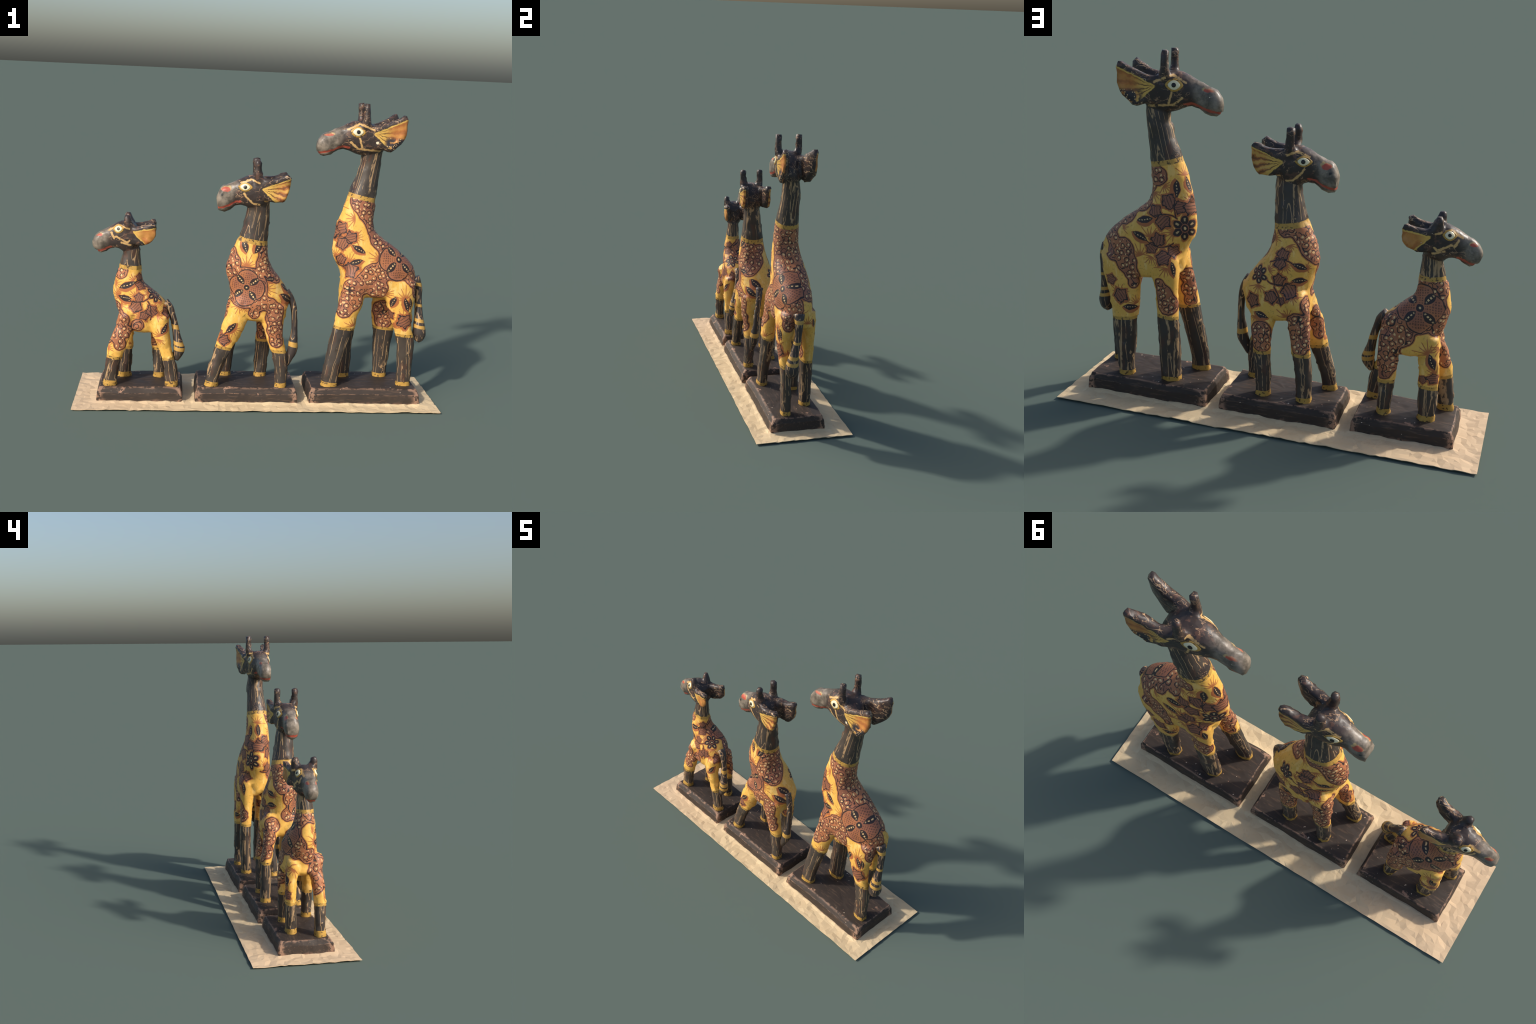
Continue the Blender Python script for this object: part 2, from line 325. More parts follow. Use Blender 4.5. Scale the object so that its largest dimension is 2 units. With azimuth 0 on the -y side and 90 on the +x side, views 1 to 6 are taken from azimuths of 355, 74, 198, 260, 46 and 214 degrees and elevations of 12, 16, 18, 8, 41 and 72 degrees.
def split_body(name, g, me):
    """cut the one carved surface into named regions; returns {region: (verts, faces, normals)}"""
    bm = bmesh.new()
    bm.from_mesh(me)
    bm.faces.ensure_lookup_table()
    fr = head_frame(g)
    axes = {k: leg_axis(r) for k, r in g["legs"].items()}
    zb = g["torso"][-1][0] + .012                      # belly height: legs hang below it

    def leg_table():
        """faces below the belly, each with the leg it belongs to"""
        fs = [f for f in bm.faces if f.calc_center_median().z < zb]
        P = np.array([f.calc_center_median() for f in fs])
        names = list(axes)
        D = np.stack([polyline_distance(P, axes[k]) for k in names])
        return fs, [names[i] for i in D.argmin(axis=0)]

    def leg_faces(k):
        fs, owner = leg_table()
        return [f for f, o in zip(fs, owner) if o == k]
    cuts = {}
    for k, (zk, tilt) in g["knees"].items():
        rows = g["legs"][k]
        z0, x0 = rows[-2][0], (rows[-2][1] + rows[-2][2]) / 2
        xk = np.interp(zk, [r[0] for r in rows[::-1]], [(r[1] + r[2]) / 2 for r in rows[::-1]])
        no = Vector((tilt * 2.0, 0, 1)).normalized()
        pk, pb = Vector((xk, rows[-3][3], zk)), Vector((xk, rows[-3][3], zk - .016))
        pa = Vector((x0, rows[-2][3], .116))
        na = Vector(((xk - x0) * .5, 0, zk - z0)).normalized()
        for co, nn in ((pk, no), (pb, no), (pa, na)):
            plane_cut(bm, leg_faces(k), co, nn)
        cuts[k] = (pk, pb, no, pa, na)
    # collar and head planes
    zc, tilt = g["collar"]
    xc = np.interp(zc, [r[0] for r in g["torso"][::-1]], [(r[1] + r[2]) / 2 for r in g["torso"][::-1]])
    nc = Vector((tilt, 0, 1)).normalized()
    ct, cb = Vector((xc, 0, zc + g["collar_h"] / 2)), Vector((xc, 0, zc - g["collar_h"] / 2))
    near = lambda: [f for f in bm.faces if abs(f.calc_center_median().z - zc) < .08]
    plane_cut(bm, near(), ct, nc)
    plane_cut(bm, near(), cb, nc)
    (ax, az), (bx, bz) = g["head_plane"]
    nh = Vector((-(bz - az), 0, bx - ax)).normalized()
    ph = Vector((ax, 0, az))
    neckc = Vector((g["torso"][3][1] * .5 + g["torso"][3][2] * .5, g["torso"][3][3], az))
    near_neck = [f for f in bm.faces if abs(f.calc_center_median().z - az) < .09
                 and (Vector((f.calc_center_median().x - (ax + bx) / 2, f.calc_center_median().y - neckc.y, 0))).length < .085]
    plane_cut(bm, near_neck, ph, nh)
    bmesh.ops.triangulate(bm, faces=bm.faces)
    bm.normal_update()
    bm.verts.ensure_lookup_table()
    bm.verts.index_update()
    bm.faces.index_update()
    t = math.radians(g["yaw"])
    hx, hy = g["head_at"]

    def hloc(c):
        dx, dy = c.x - hx, c.y - hy
        return dx * math.cos(t) + dy * math.sin(t), -dx * math.sin(t) + dy * math.cos(t), c.z
    horn_z = g["horn"][2][2] - .012
    head_low = min(r[1][1] for r in g["head"]) - .03
    fs, owner = leg_table()
    leg_of = {f.index: o for f, o in zip(fs, owner)}
    groups = {}
    for f in bm.faces:
        c = f.calc_center_median()
        if c.z < zb:
            k = leg_of[f.index]
            pk, pb, no, pa, na = cuts[k]
            if (c - pk).dot(no) > 0:
                r = ("leg", k)
            elif (c - pb).dot(no) > 0:
                r = ("knee_band", k)
            elif (c - pa).dot(na) > 0:
                r = ("stocking", k)
            else:
                r = ("ankle_band", k)
        elif (c - cb).dot(nc) < 0:
            r = ("torso", "")
        elif (c - ct).dot(nc) < 0 and abs(c.z - zc) < .06:
            r = ("collar", "")
        elif (c - ph).dot(nh) < 0 and c.z < az + .06 and abs(c.x - (ax + bx) / 2) < .09 and c.z > zc - .05:
            r = ("neck", "")
        else:
            X, Y, Z = hloc(c)
            side = "l" if Y > 0 else "r"
            hdist = min(math.hypot(X - h[0], abs(Y) - h[1]) - h[3] * 1.35 for h in g["horn"][2:])
            if Z > horn_z and hdist < 0:
                r = ("horn", side)
            elif X > g["ear"][1][0][0] - .002 and abs(Y) > np.interp(X, [.03, .12], [.048, .03]) and Z > g["ear"][2][1][1] - .012:
                r = ("ear", side)
            else:
                r = ("head", "")
        groups.setdefault(r, []).append(f)
    # tidy: the neck keeps what is below the head, stray islands go to the head
    out = {}
    for r, fs in groups.items():
        idx, V, N, F = {}, [], [], []
        for f in fs:
            q = []
            for v in f.verts:
                if v.index not in idx:
                    idx[v.index] = len(V)
                    V.append(v.co.copy())
                    N.append(v.normal.copy())
                q.append(idx[v.index])
            F.append(tuple(q))
        out[r] = (V, F, N)
    bm.free()
    return out

def add_object(name, me, parent, origin, mat, label=None):
    ob = bpy.data.objects.new(name, me)
    bpy.context.scene.collection.objects.link(ob)
    if parent is not None:
        ob.parent = parent
    if mat is not None:
        me.materials.clear()
        me.materials.append(mat)
    return ob

def region_mesh(name, data, O):
    V, F, N = data
    me = bpy.data.meshes.new(name)
    me.from_pydata([tuple(v - O) for v in V], [], F)
    me.polygons.foreach_set("use_smooth", [True] * len(F))
    me.update()
    me.normals_split_custom_set_from_vertices([tuple(n) for n in N])
    return me

def smooth_all(me, flag=True):
    me.polygons.foreach_set("use_smooth", [flag] * len(me.polygons))

def plinth_mesh(g, O, seed):
    """hand-sawn block: chamfered upper edge, slightly bowed faces, softened corners"""
    (x0, x1), (y0, y1), z0, z1 = g["plinth"]
    # z, inset of the long faces; the front face leans out toward its foot
    prof = [(z0 - .004, 0), (z0, 0), (z0 + .025, .002), (z1 - .031, .006), (z1 - .0275, .0065), (z1 - .0245, .009), (z1 - .014, .0155), (z1 - .0045, .0215), (z1 - .002, .0245), (z1, .0295), (z1 + .0005, .036)]
    nx, ny = 22, 12
    rings = []
    cx, cy = (x0 + x1) / 2, (y0 + y1) / 2
    for z, inset in prof:
        side = inset * .6
        ax, bx, ay, by = x0 + side, x1 - side, y0 + inset, y1 - side
        rc = .005
        ring = []
        run = lambda a, b, n: [a + (b - a) * i / (n - 1) for i in range(n)]
        pts = [(x, ay) for x in run(ax + rc, bx - rc, nx)] + [(bx, y) for y in run(ay + rc, by - rc, ny)]
        pts += [(x, by) for x in run(bx - rc, ax + rc, nx)] + [(ax, y) for y in run(by - rc, ay + rc, ny)]
        for (px, py) in pts:
            ring.append(Vector((px, py, z)))
        rings.append(ring)
    # top as inner shrinking rings
    base = rings[-1]
    for k in (.75, .5, .25):
        rings.append([Vector((cx + (p.x - cx) * k, cy + (p.y - cy) * k, z1 + .0015)) for p in base])
    V, F = loft(rings)
    out = []
    for v in V:
        q = Vector(v)
        w = Vector((q.x * 9 + seed * 7, q.y * 9, q.z * 11))
        d = Vector((mnoise.noise(w), mnoise.noise(w + Vector((31, 0, 0))), mnoise.noise(w + Vector((0, 47, 0))))) * .0045
        w2 = w * 4.1
        d += Vector((mnoise.noise(w2), mnoise.noise(w2 + Vector((31, 0, 0))), mnoise.noise(w2 + Vector((0, 47, 0))))) * .0022
        if q.z < z0 + .001:
            d.z = 0
        out.append(tuple(q + d - O))
    me = bpy.data.meshes.new("plinth")
    me.from_pydata(out, [], F)
    bm = bmesh.new()
    bm.from_mesh(me)
    bmesh.ops.recalc_face_normals(bm, faces=bm.faces)
    bm.to_mesh(me)
    bm.free()
    smooth_all(me)
    me.set_sharp_from_angle(angle=math.radians(24))
    return me

def sheet_mesh():
    """crumpled paper: thin, rippled, curling up to the plinths"""
    nx, ny = 150, 46
    X = np.linspace(-1, 1, nx)
    Y = np.linspace(-.2835, .2835, ny)
    rects = [(g["plinth"][0], g["plinth"][1]) for g in G.values()]
    V = []
    for y in Y:
        for x in X:
            d = 9.0
            for (a, b), (c, e) in rects:
                dx = max(a - x, 0, x - b)
                dy = max(c - y, 0, y - e)
                d = min(d, math.hypot(dx, dy))
            z = .0085 + .0045 * mnoise.noise(Vector((x * 7, y * 7, 3))) + .0046 * mnoise.noise(Vector((x * 19, y * 24, 9))) + .0030 * mnoise.noise(Vector((x * 47, y * 47, 5)))
            z += .007 * math.exp(-(d / .015) ** 2)
            ex = .0035 * mnoise.noise(Vector((x * 6, y * 6, 21))) if abs(abs(y) - .2835) < 1e-6 else 0
            V.append((x, y * (1 if abs(ex) == 0 else 1 - abs(ex) * 3), max(z, .003)))
    F = [(j * nx + i, j * nx + i + 1, (j + 1) * nx + i + 1, (j + 1) * nx + i) for j in range(ny - 1) for i in range(nx - 1)]
    me = bpy.data.meshes.new("paper_sheet")
    me.from_pydata(V, [], F)
    me = through_modifiers(me, [("DECIMATE", dict(ratio=.30)), ("SOLIDIFY", dict(thickness=.003, offset=-1.0))])
    z = min(v.co.z for v in me.vertices)
    for v in me.vertices:
        v.co.z -= z
    smooth_all(me)
    me.set_sharp_from_angle(angle=math.radians(6))
    return me

def eye_mesh(bvh, centre, normal, rx, rz, lift, bulge, almond=0.0, n=28, rings=6):
    """shallow painted lens that follows the carved head; almond>0 gives pointed corners"""
    u = Vector((0, 0, 1)).cross(normal).normalized()
    w = normal.cross(u).normalized()

    def settle(p, r):
        hit, _, _, _ = bvh.ray_cast(p + normal * .03, -normal, .06)
        h = lift + bulge * (1 - r * r) if r < .999 else -.002
        return (hit if hit is not None else p) + normal * h
    V, F = [], []
    for k in range(1, rings + 1):
        r = k / (rings - 1) if k < rings else 1.0
        r = min(r, .985) if k < rings else 1.0
        for i in range(n):
            t = 2 * math.pi * i / n
            c, s = math.cos(t), math.sin(t)
            V.append(settle(centre + u * (rx * r * c) + w * (rz * r * s * (1 - almond * c * c)), r))
    o = len(V)
    V.append(settle(centre, 0))
    for k in range(rings - 1):
        for i in range(n):
            j = (i + 1) % n
            F.append((k * n + i, (k + 1) * n + i, (k + 1) * n + j, k * n + j))
    for i in range(n):
        F.append((o, i, (i + 1) % n))
    return V, F
# painted motifs: kind, start point, end (or tip) point on the coat, shape factor
MOTIFS = {
    "tall": [
        ("pod", (0.486, -0.096, 0.892), (0.552, -0.110, 0.857), 0.34),
        ("pod", (0.473, -0.092, 0.788), (0.543, -0.111, 0.814), 0.34),
        ("pod", (0.716, -0.111, 0.558), (0.738, -0.127, 0.615), 0.4),
        ("pod", (0.791, -0.128, 0.609), (0.815, -0.121, 0.537), 0.32),
        ("medallion", (0.747, -0.097, 0.820), (0.675, -0.091, 0.894), 1),
        ("maple", (0.422, -0.058, 0.980), (0.444, -0.072, 1.007), 1),
        ("maple", (0.473, -0.091, 0.935), (0.498, -0.099, 0.957), 1),
        ("maple", (0.432, -0.072, 0.898), (0.437, -0.076, 0.864), 1),
        ("maple", (0.430, -0.067, 0.808), (0.429, -0.070, 0.839), 1),
        ("maple", (0.476, -0.097, 0.756), (0.498, -0.118, 0.725), 0.8),
        ("maple", (0.801, -0.122, 0.475), (0.820, -0.120, 0.511), 1),
        ("maple", (0.721, -0.094, 0.511), (0.737, -0.105, 0.488), 0.8),
        ("stem", (0.395, -0.032, 0.925), (0.481, -0.094, 0.899), -0.25),
        ("stem", (0.412, -0.017, 0.784), (0.474, -0.092, 0.790), 0.18),
        ("burst", (0.493, -0.090, 1.039), (0.443, -0.066, 1.034), 1),
        ("burst", (0.498, -0.099, 0.938), (0.539, -0.104, 0.943), 1),
        ("burst", (0.405, -0.050, 0.824), (0.406, -0.053, 0.864), 1),
        ("burst", (0.475, -0.093, 0.799), (0.475, -0.092, 0.851), 1),
        ("burst", (0.634, -0.119, 0.823), (0.571, -0.114, 0.830), 1),
        ("burst", (0.531, -0.115, 0.749), (0.523, -0.108, 0.779), 1),
        ("burst", (0.793, -0.124, 0.487), (0.763, -0.124, 0.539), 1),
        ("burst", (0.794, -0.128, 0.602), (0.764, -0.124, 0.666), 1),
        ("burst", (0.679, -0.123, 0.631), (0.716, -0.121, 0.648), 1),
        ("burst", (0.511, -0.121, 0.443), (0.499, -0.128, 0.487), 1),
        ("burst", (0.754, -0.100, 0.431), (0.749, -0.110, 0.468), 1),
        ("pod", (0.823, -0.122, 0.607), (0.830, -0.114, 0.550), 0.3),
        ("pod", (0.847, 0.058, 0.668), (0.838, 0.069, 0.621), 0.3),
        ("burst", (0.852, 0.024, 0.640), (0.855, 0.031, 0.689), 1),
        ("burst", (0.866, -0.025, 0.706), (0.855, -0.024, 0.755), 1),
        ("flower", (0.424, 0.036, 0.854), (0.426, 0.031, 0.907), 1),
        ("maple", (0.495, 0.053, 0.978), (0.521, 0.053, 1.000), 1),
        ("maple", (0.446, 0.038, 0.952), (0.427, 0.020, 0.968), 1),
        ("maple", (0.557, 0.067, 0.930), (0.574, 0.060, 0.954), 1),
        ("maple", (0.519, 0.069, 0.884), (0.527, 0.073, 0.850), 1),
        ("maple", (0.540, 0.080, 0.798), (0.549, 0.079, 0.829), 1),
        ("maple", (0.572, 0.086, 0.757), (0.597, 0.088, 0.766), 1),
        ("maple", (0.512, 0.091, 0.716), (0.528, 0.100, 0.687), 1),
        ("maple", (0.475, 0.054, 0.742), (0.460, 0.045, 0.765), 1),
        ("maple", (0.783, 0.095, 0.579), (0.759, 0.096, 0.582), 1),
        ("maple", (0.733, 0.099, 0.505), (0.701, 0.098, 0.491), 1),
        ("maple", (0.403, -0.005, 0.951), (0.409, -0.051, 0.958), 0.8),
        ("pod", (0.466, 0.026, 1.073), (0.462, 0.037, 0.998), 0.36),
        ("pod", (0.642, 0.075, 0.880), (0.572, 0.074, 0.896), 0.4),
        ("pod", (0.660, 0.086, 0.825), (0.593, 0.086, 0.791), 0.36),
        ("pod", (0.474, 0.079, 0.694), (0.463, 0.075, 0.628), 0.3),
        ("pod", (0.719, 0.100, 0.450), (0.658, 0.077, 0.451), 0.4),
        ("pod", (0.432, -0.015, 1.070), (0.414, -0.017, 1.024), 0.3),
        ("stem", (0.569, 0.073, 0.903), (0.451, 0.048, 0.900), -0.2),
        ("stem", (0.595, 0.087, 0.791), (0.470, 0.054, 0.780), 0.25),
        ("stem", (0.468, 0.040, 1.000), (0.460, 0.050, 0.904), 0.1),
        ("burst", (0.573, 0.039, 1.012), (0.555, 0.059, 0.967), 1),
        ("burst", (0.581, 0.085, 0.804), (0.572, 0.079, 0.859), 1),
        ("burst", (0.727, 0.066, 0.833), (0.698, 0.068, 0.855), 1),
        ("burst", (0.467, 0.058, 0.837), (0.525, 0.074, 0.832), 1),
        ("burst", (0.628, 0.094, 0.712), (0.655, 0.090, 0.774), 1),
        ("burst", (0.743, 0.099, 0.513), (0.744, 0.097, 0.560), 1),
        ("burst", (0.660, 0.081, 0.466), (0.676, 0.091, 0.500), 1),
        ("burst", (0.497, 0.094, 0.672), (0.507, 0.097, 0.620), 1),
        ("burst", (0.570, 0.092, 0.719), (0.585, 0.093, 0.677), 1),
        ("burst", (0.521, 0.046, 1.050), (0.490, 0.043, 1.021), 1),
        ("burst", (0.440, -0.007, 1.091), (0.452, -0.017, 1.139), 1),
        ("pod", (0.435, -0.012, 1.083), (0.412, -0.011, 1.019), 0.3),
        ("burst", (0.410, -0.000, 0.969), (0.435, 0.020, 1.000), 1),
    ],
    "middle": [
        ("medallion", (-0.087, -0.146, 0.656), (-0.142, -0.130, 0.728), 1),
        ("pod", (-0.111, -0.123, 0.913), (-0.093, -0.142, 0.848), 0.38),
        ("pod", (-0.013, -0.133, 0.903), (-0.048, -0.149, 0.848), 0.42),
        ("pod", (0.106, -0.112, 0.668), (0.150, -0.061, 0.621), 0.4),
        ("pod", (0.103, -0.140, 0.620), (0.157, -0.089, 0.574), 0.36),
        ("pod", (-0.184, -0.149, 0.404), (-0.137, -0.153, 0.456), 0.34),
        ("maple", (-0.197, -0.140, 0.361), (-0.179, -0.147, 0.385), 1),
        ("maple", (-0.212, -0.132, 0.400), (-0.216, -0.126, 0.410), 0.8),
        ("burst", (-0.092, -0.150, 0.772), (-0.094, -0.144, 0.836), 1),
        ("burst", (0.013, -0.162, 0.654), (0.076, -0.148, 0.658), 1),
        ("burst", (-0.119, -0.155, 0.560), (-0.120, -0.155, 0.512), 1),
        ("burst", (0.109, -0.145, 0.562), (0.132, -0.126, 0.577), 1),
        ("burst", (-0.091, -0.154, 0.554), (-0.077, -0.151, 0.525), 1),
        ("burst", (-0.150, -0.153, 0.429), (-0.136, -0.146, 0.383), 1),
        ("stem", (-0.220, -0.131, 0.366), (-0.179, -0.152, 0.413), 0.05),
        ("flower", (0.062, 0.032, 0.678), (0.058, 0.042, 0.640), 1),
        ("maple", (-0.047, 0.022, 0.778), (-0.042, 0.014, 0.804), 1),
        ("maple", (-0.038, 0.035, 0.741), (-0.040, 0.041, 0.714), 1),
        ("maple", (-0.038, 0.044, 0.663), (-0.038, 0.044, 0.691), 1),
        ("maple", (-0.083, 0.036, 0.614), (-0.114, 0.047, 0.601), 1),
        ("maple", (-0.004, 0.055, 0.581), (0.020, 0.053, 0.598), 1),
        ("maple", (0.087, 0.042, 0.550), (0.060, 0.052, 0.535), 1),
        ("maple", (-0.051, 0.053, 0.566), (-0.068, 0.051, 0.560), 1),
        ("pod", (-0.097, 0.025, 0.742), (-0.154, 0.001, 0.719), 0.36),
        ("pod", (-0.096, 0.027, 0.662), (-0.153, -0.006, 0.664), 0.36),
        ("pod", (0.069, 0.051, 0.498), (0.012, 0.059, 0.480), 0.4),
        ("stem", (0.012, 0.026, 0.739), (-0.097, 0.025, 0.742), -0.18),
        ("stem", (0.020, 0.046, 0.656), (-0.099, 0.026, 0.655), 0.22),
        ("stem", (-0.016, 0.048, 0.630), (-0.052, 0.055, 0.545), -0.06),
        ("burst", (0.015, 0.042, 0.705), (-0.012, 0.040, 0.720), 1),
        ("burst", (0.059, 0.044, 0.630), (0.059, 0.051, 0.582), 1),
        ("burst", (-0.072, 0.009, 0.824), (-0.088, 0.013, 0.792), 1),
        ("burst", (-0.062, 0.034, 0.730), (-0.088, 0.033, 0.708), 1),
        ("burst", (-0.152, 0.002, 0.721), (-0.171, -0.014, 0.728), 1),
        ("burst", (-0.104, 0.049, 0.596), (-0.129, 0.060, 0.572), 1),
        ("burst", (0.002, -0.014, 0.843), (-0.027, -0.000, 0.850), 1),
        ("burst", (-0.083, 0.048, 0.489), (-0.084, 0.056, 0.536), 1),
        ("burst", (0.071, 0.053, 0.480), (0.070, 0.057, 0.449), 1),
        ("burst", (-0.048, -0.156, 0.657), (-0.067, -0.151, 0.629), 1),
        ("pod", (0.017, -0.160, 0.709), (0.067, -0.134, 0.704), 0.4),
    ],
    "small": [
        ("pod", (-0.764, -0.091, 0.626), (-0.679, -0.103, 0.660), 0.3),
        ("pod", (-0.770, -0.087, 0.580), (-0.703, -0.116, 0.558), 0.32),
        ("pod", (-0.535, -0.143, 0.388), (-0.506, -0.122, 0.441), 0.34),
        ("maple", (-0.660, -0.083, 0.683), (-0.661, -0.079, 0.704), 1),
        ("maple", (-0.649, -0.095, 0.644), (-0.656, -0.110, 0.624), 1),
        ("maple", (-0.659, -0.122, 0.581), (-0.660, -0.118, 0.604), 1.1),
        ("maple", (-0.676, -0.124, 0.531), (-0.681, -0.125, 0.501), 1.1),
        ("maple", (-0.629, -0.132, 0.484), (-0.650, -0.129, 0.499), 1),
        ("maple", (-0.589, -0.128, 0.509), (-0.561, -0.120, 0.498), 1),
        ("maple", (-0.513, -0.087, 0.492), (-0.530, -0.103, 0.494), 1.3),
        ("stem", (-0.705, -0.115, 0.559), (-0.596, -0.105, 0.587), 0.22),
        ("stem", (-0.613, -0.124, 0.567), (-0.596, -0.126, 0.456), -0.12),
        ("stem", (-0.679, -0.102, 0.663), (-0.646, -0.060, 0.664), -0.1),
        ("flower", (-0.577, -0.079, 0.588), (-0.545, -0.074, 0.561), 1),
        ("burst", (-0.790, -0.067, 0.647), (-0.752, -0.095, 0.660), 1),
        ("burst", (-0.687, -0.104, 0.669), (-0.715, -0.101, 0.691), 1),
        ("burst", (-0.774, -0.083, 0.579), (-0.774, -0.085, 0.617), 1),
        ("burst", (-0.677, -0.120, 0.586), (-0.714, -0.112, 0.599), 1),
        ("burst", (-0.607, -0.100, 0.601), (-0.635, -0.105, 0.616), 1),
        ("burst", (-0.650, -0.132, 0.478), (-0.703, -0.138, 0.485), 1),
        ("burst", (-0.563, -0.121, 0.485), (-0.532, -0.120, 0.480), 1),
        ("burst", (-0.553, -0.099, 0.557), (-0.542, -0.105, 0.529), 1),
        ("burst", (-0.760, -0.087, 0.530), (-0.720, -0.115, 0.517), 1),
        ("burst", (-0.542, -0.141, 0.371), (-0.559, -0.139, 0.415), 1),
        ("burst", (-0.619, -0.132, 0.460), (-0.623, -0.134, 0.445), 1),
        ("burst", (-0.821, -0.125, 0.301), (-0.791, -0.140, 0.300), 1),
        ("burst", (-0.546, -0.140, 0.356), (-0.548, -0.138, 0.322), 1),
        ("medallion", (-0.676, 0.031, 0.616), (-0.612, 0.055, 0.549), 1),
        ("pod", (-0.737, 0.053, 0.412), (-0.764, 0.056, 0.346), 0.32),
        ("burst", (-0.732, 0.054, 0.414), (-0.697, 0.048, 0.464), 1),
        ("burst", (-0.771, 0.054, 0.322), (-0.730, 0.060, 0.343), 1),
        ("maple", (-0.766, 0.059, 0.301), (-0.780, 0.042, 0.312), 1),
        ("maple", (-0.714, 0.057, 0.291), (-0.702, 0.053, 0.304), 1),
        ("burst", (-0.765, -0.090, 0.579), (-0.802, -0.047, 0.618), 1),
        ("pod", (-0.764, -0.090, 0.576), (-0.704, -0.116, 0.574), 0.4),
        ("burst", (-0.771, 0.022, 0.440), (-0.761, 0.048, 0.405), 1),
    ],
}
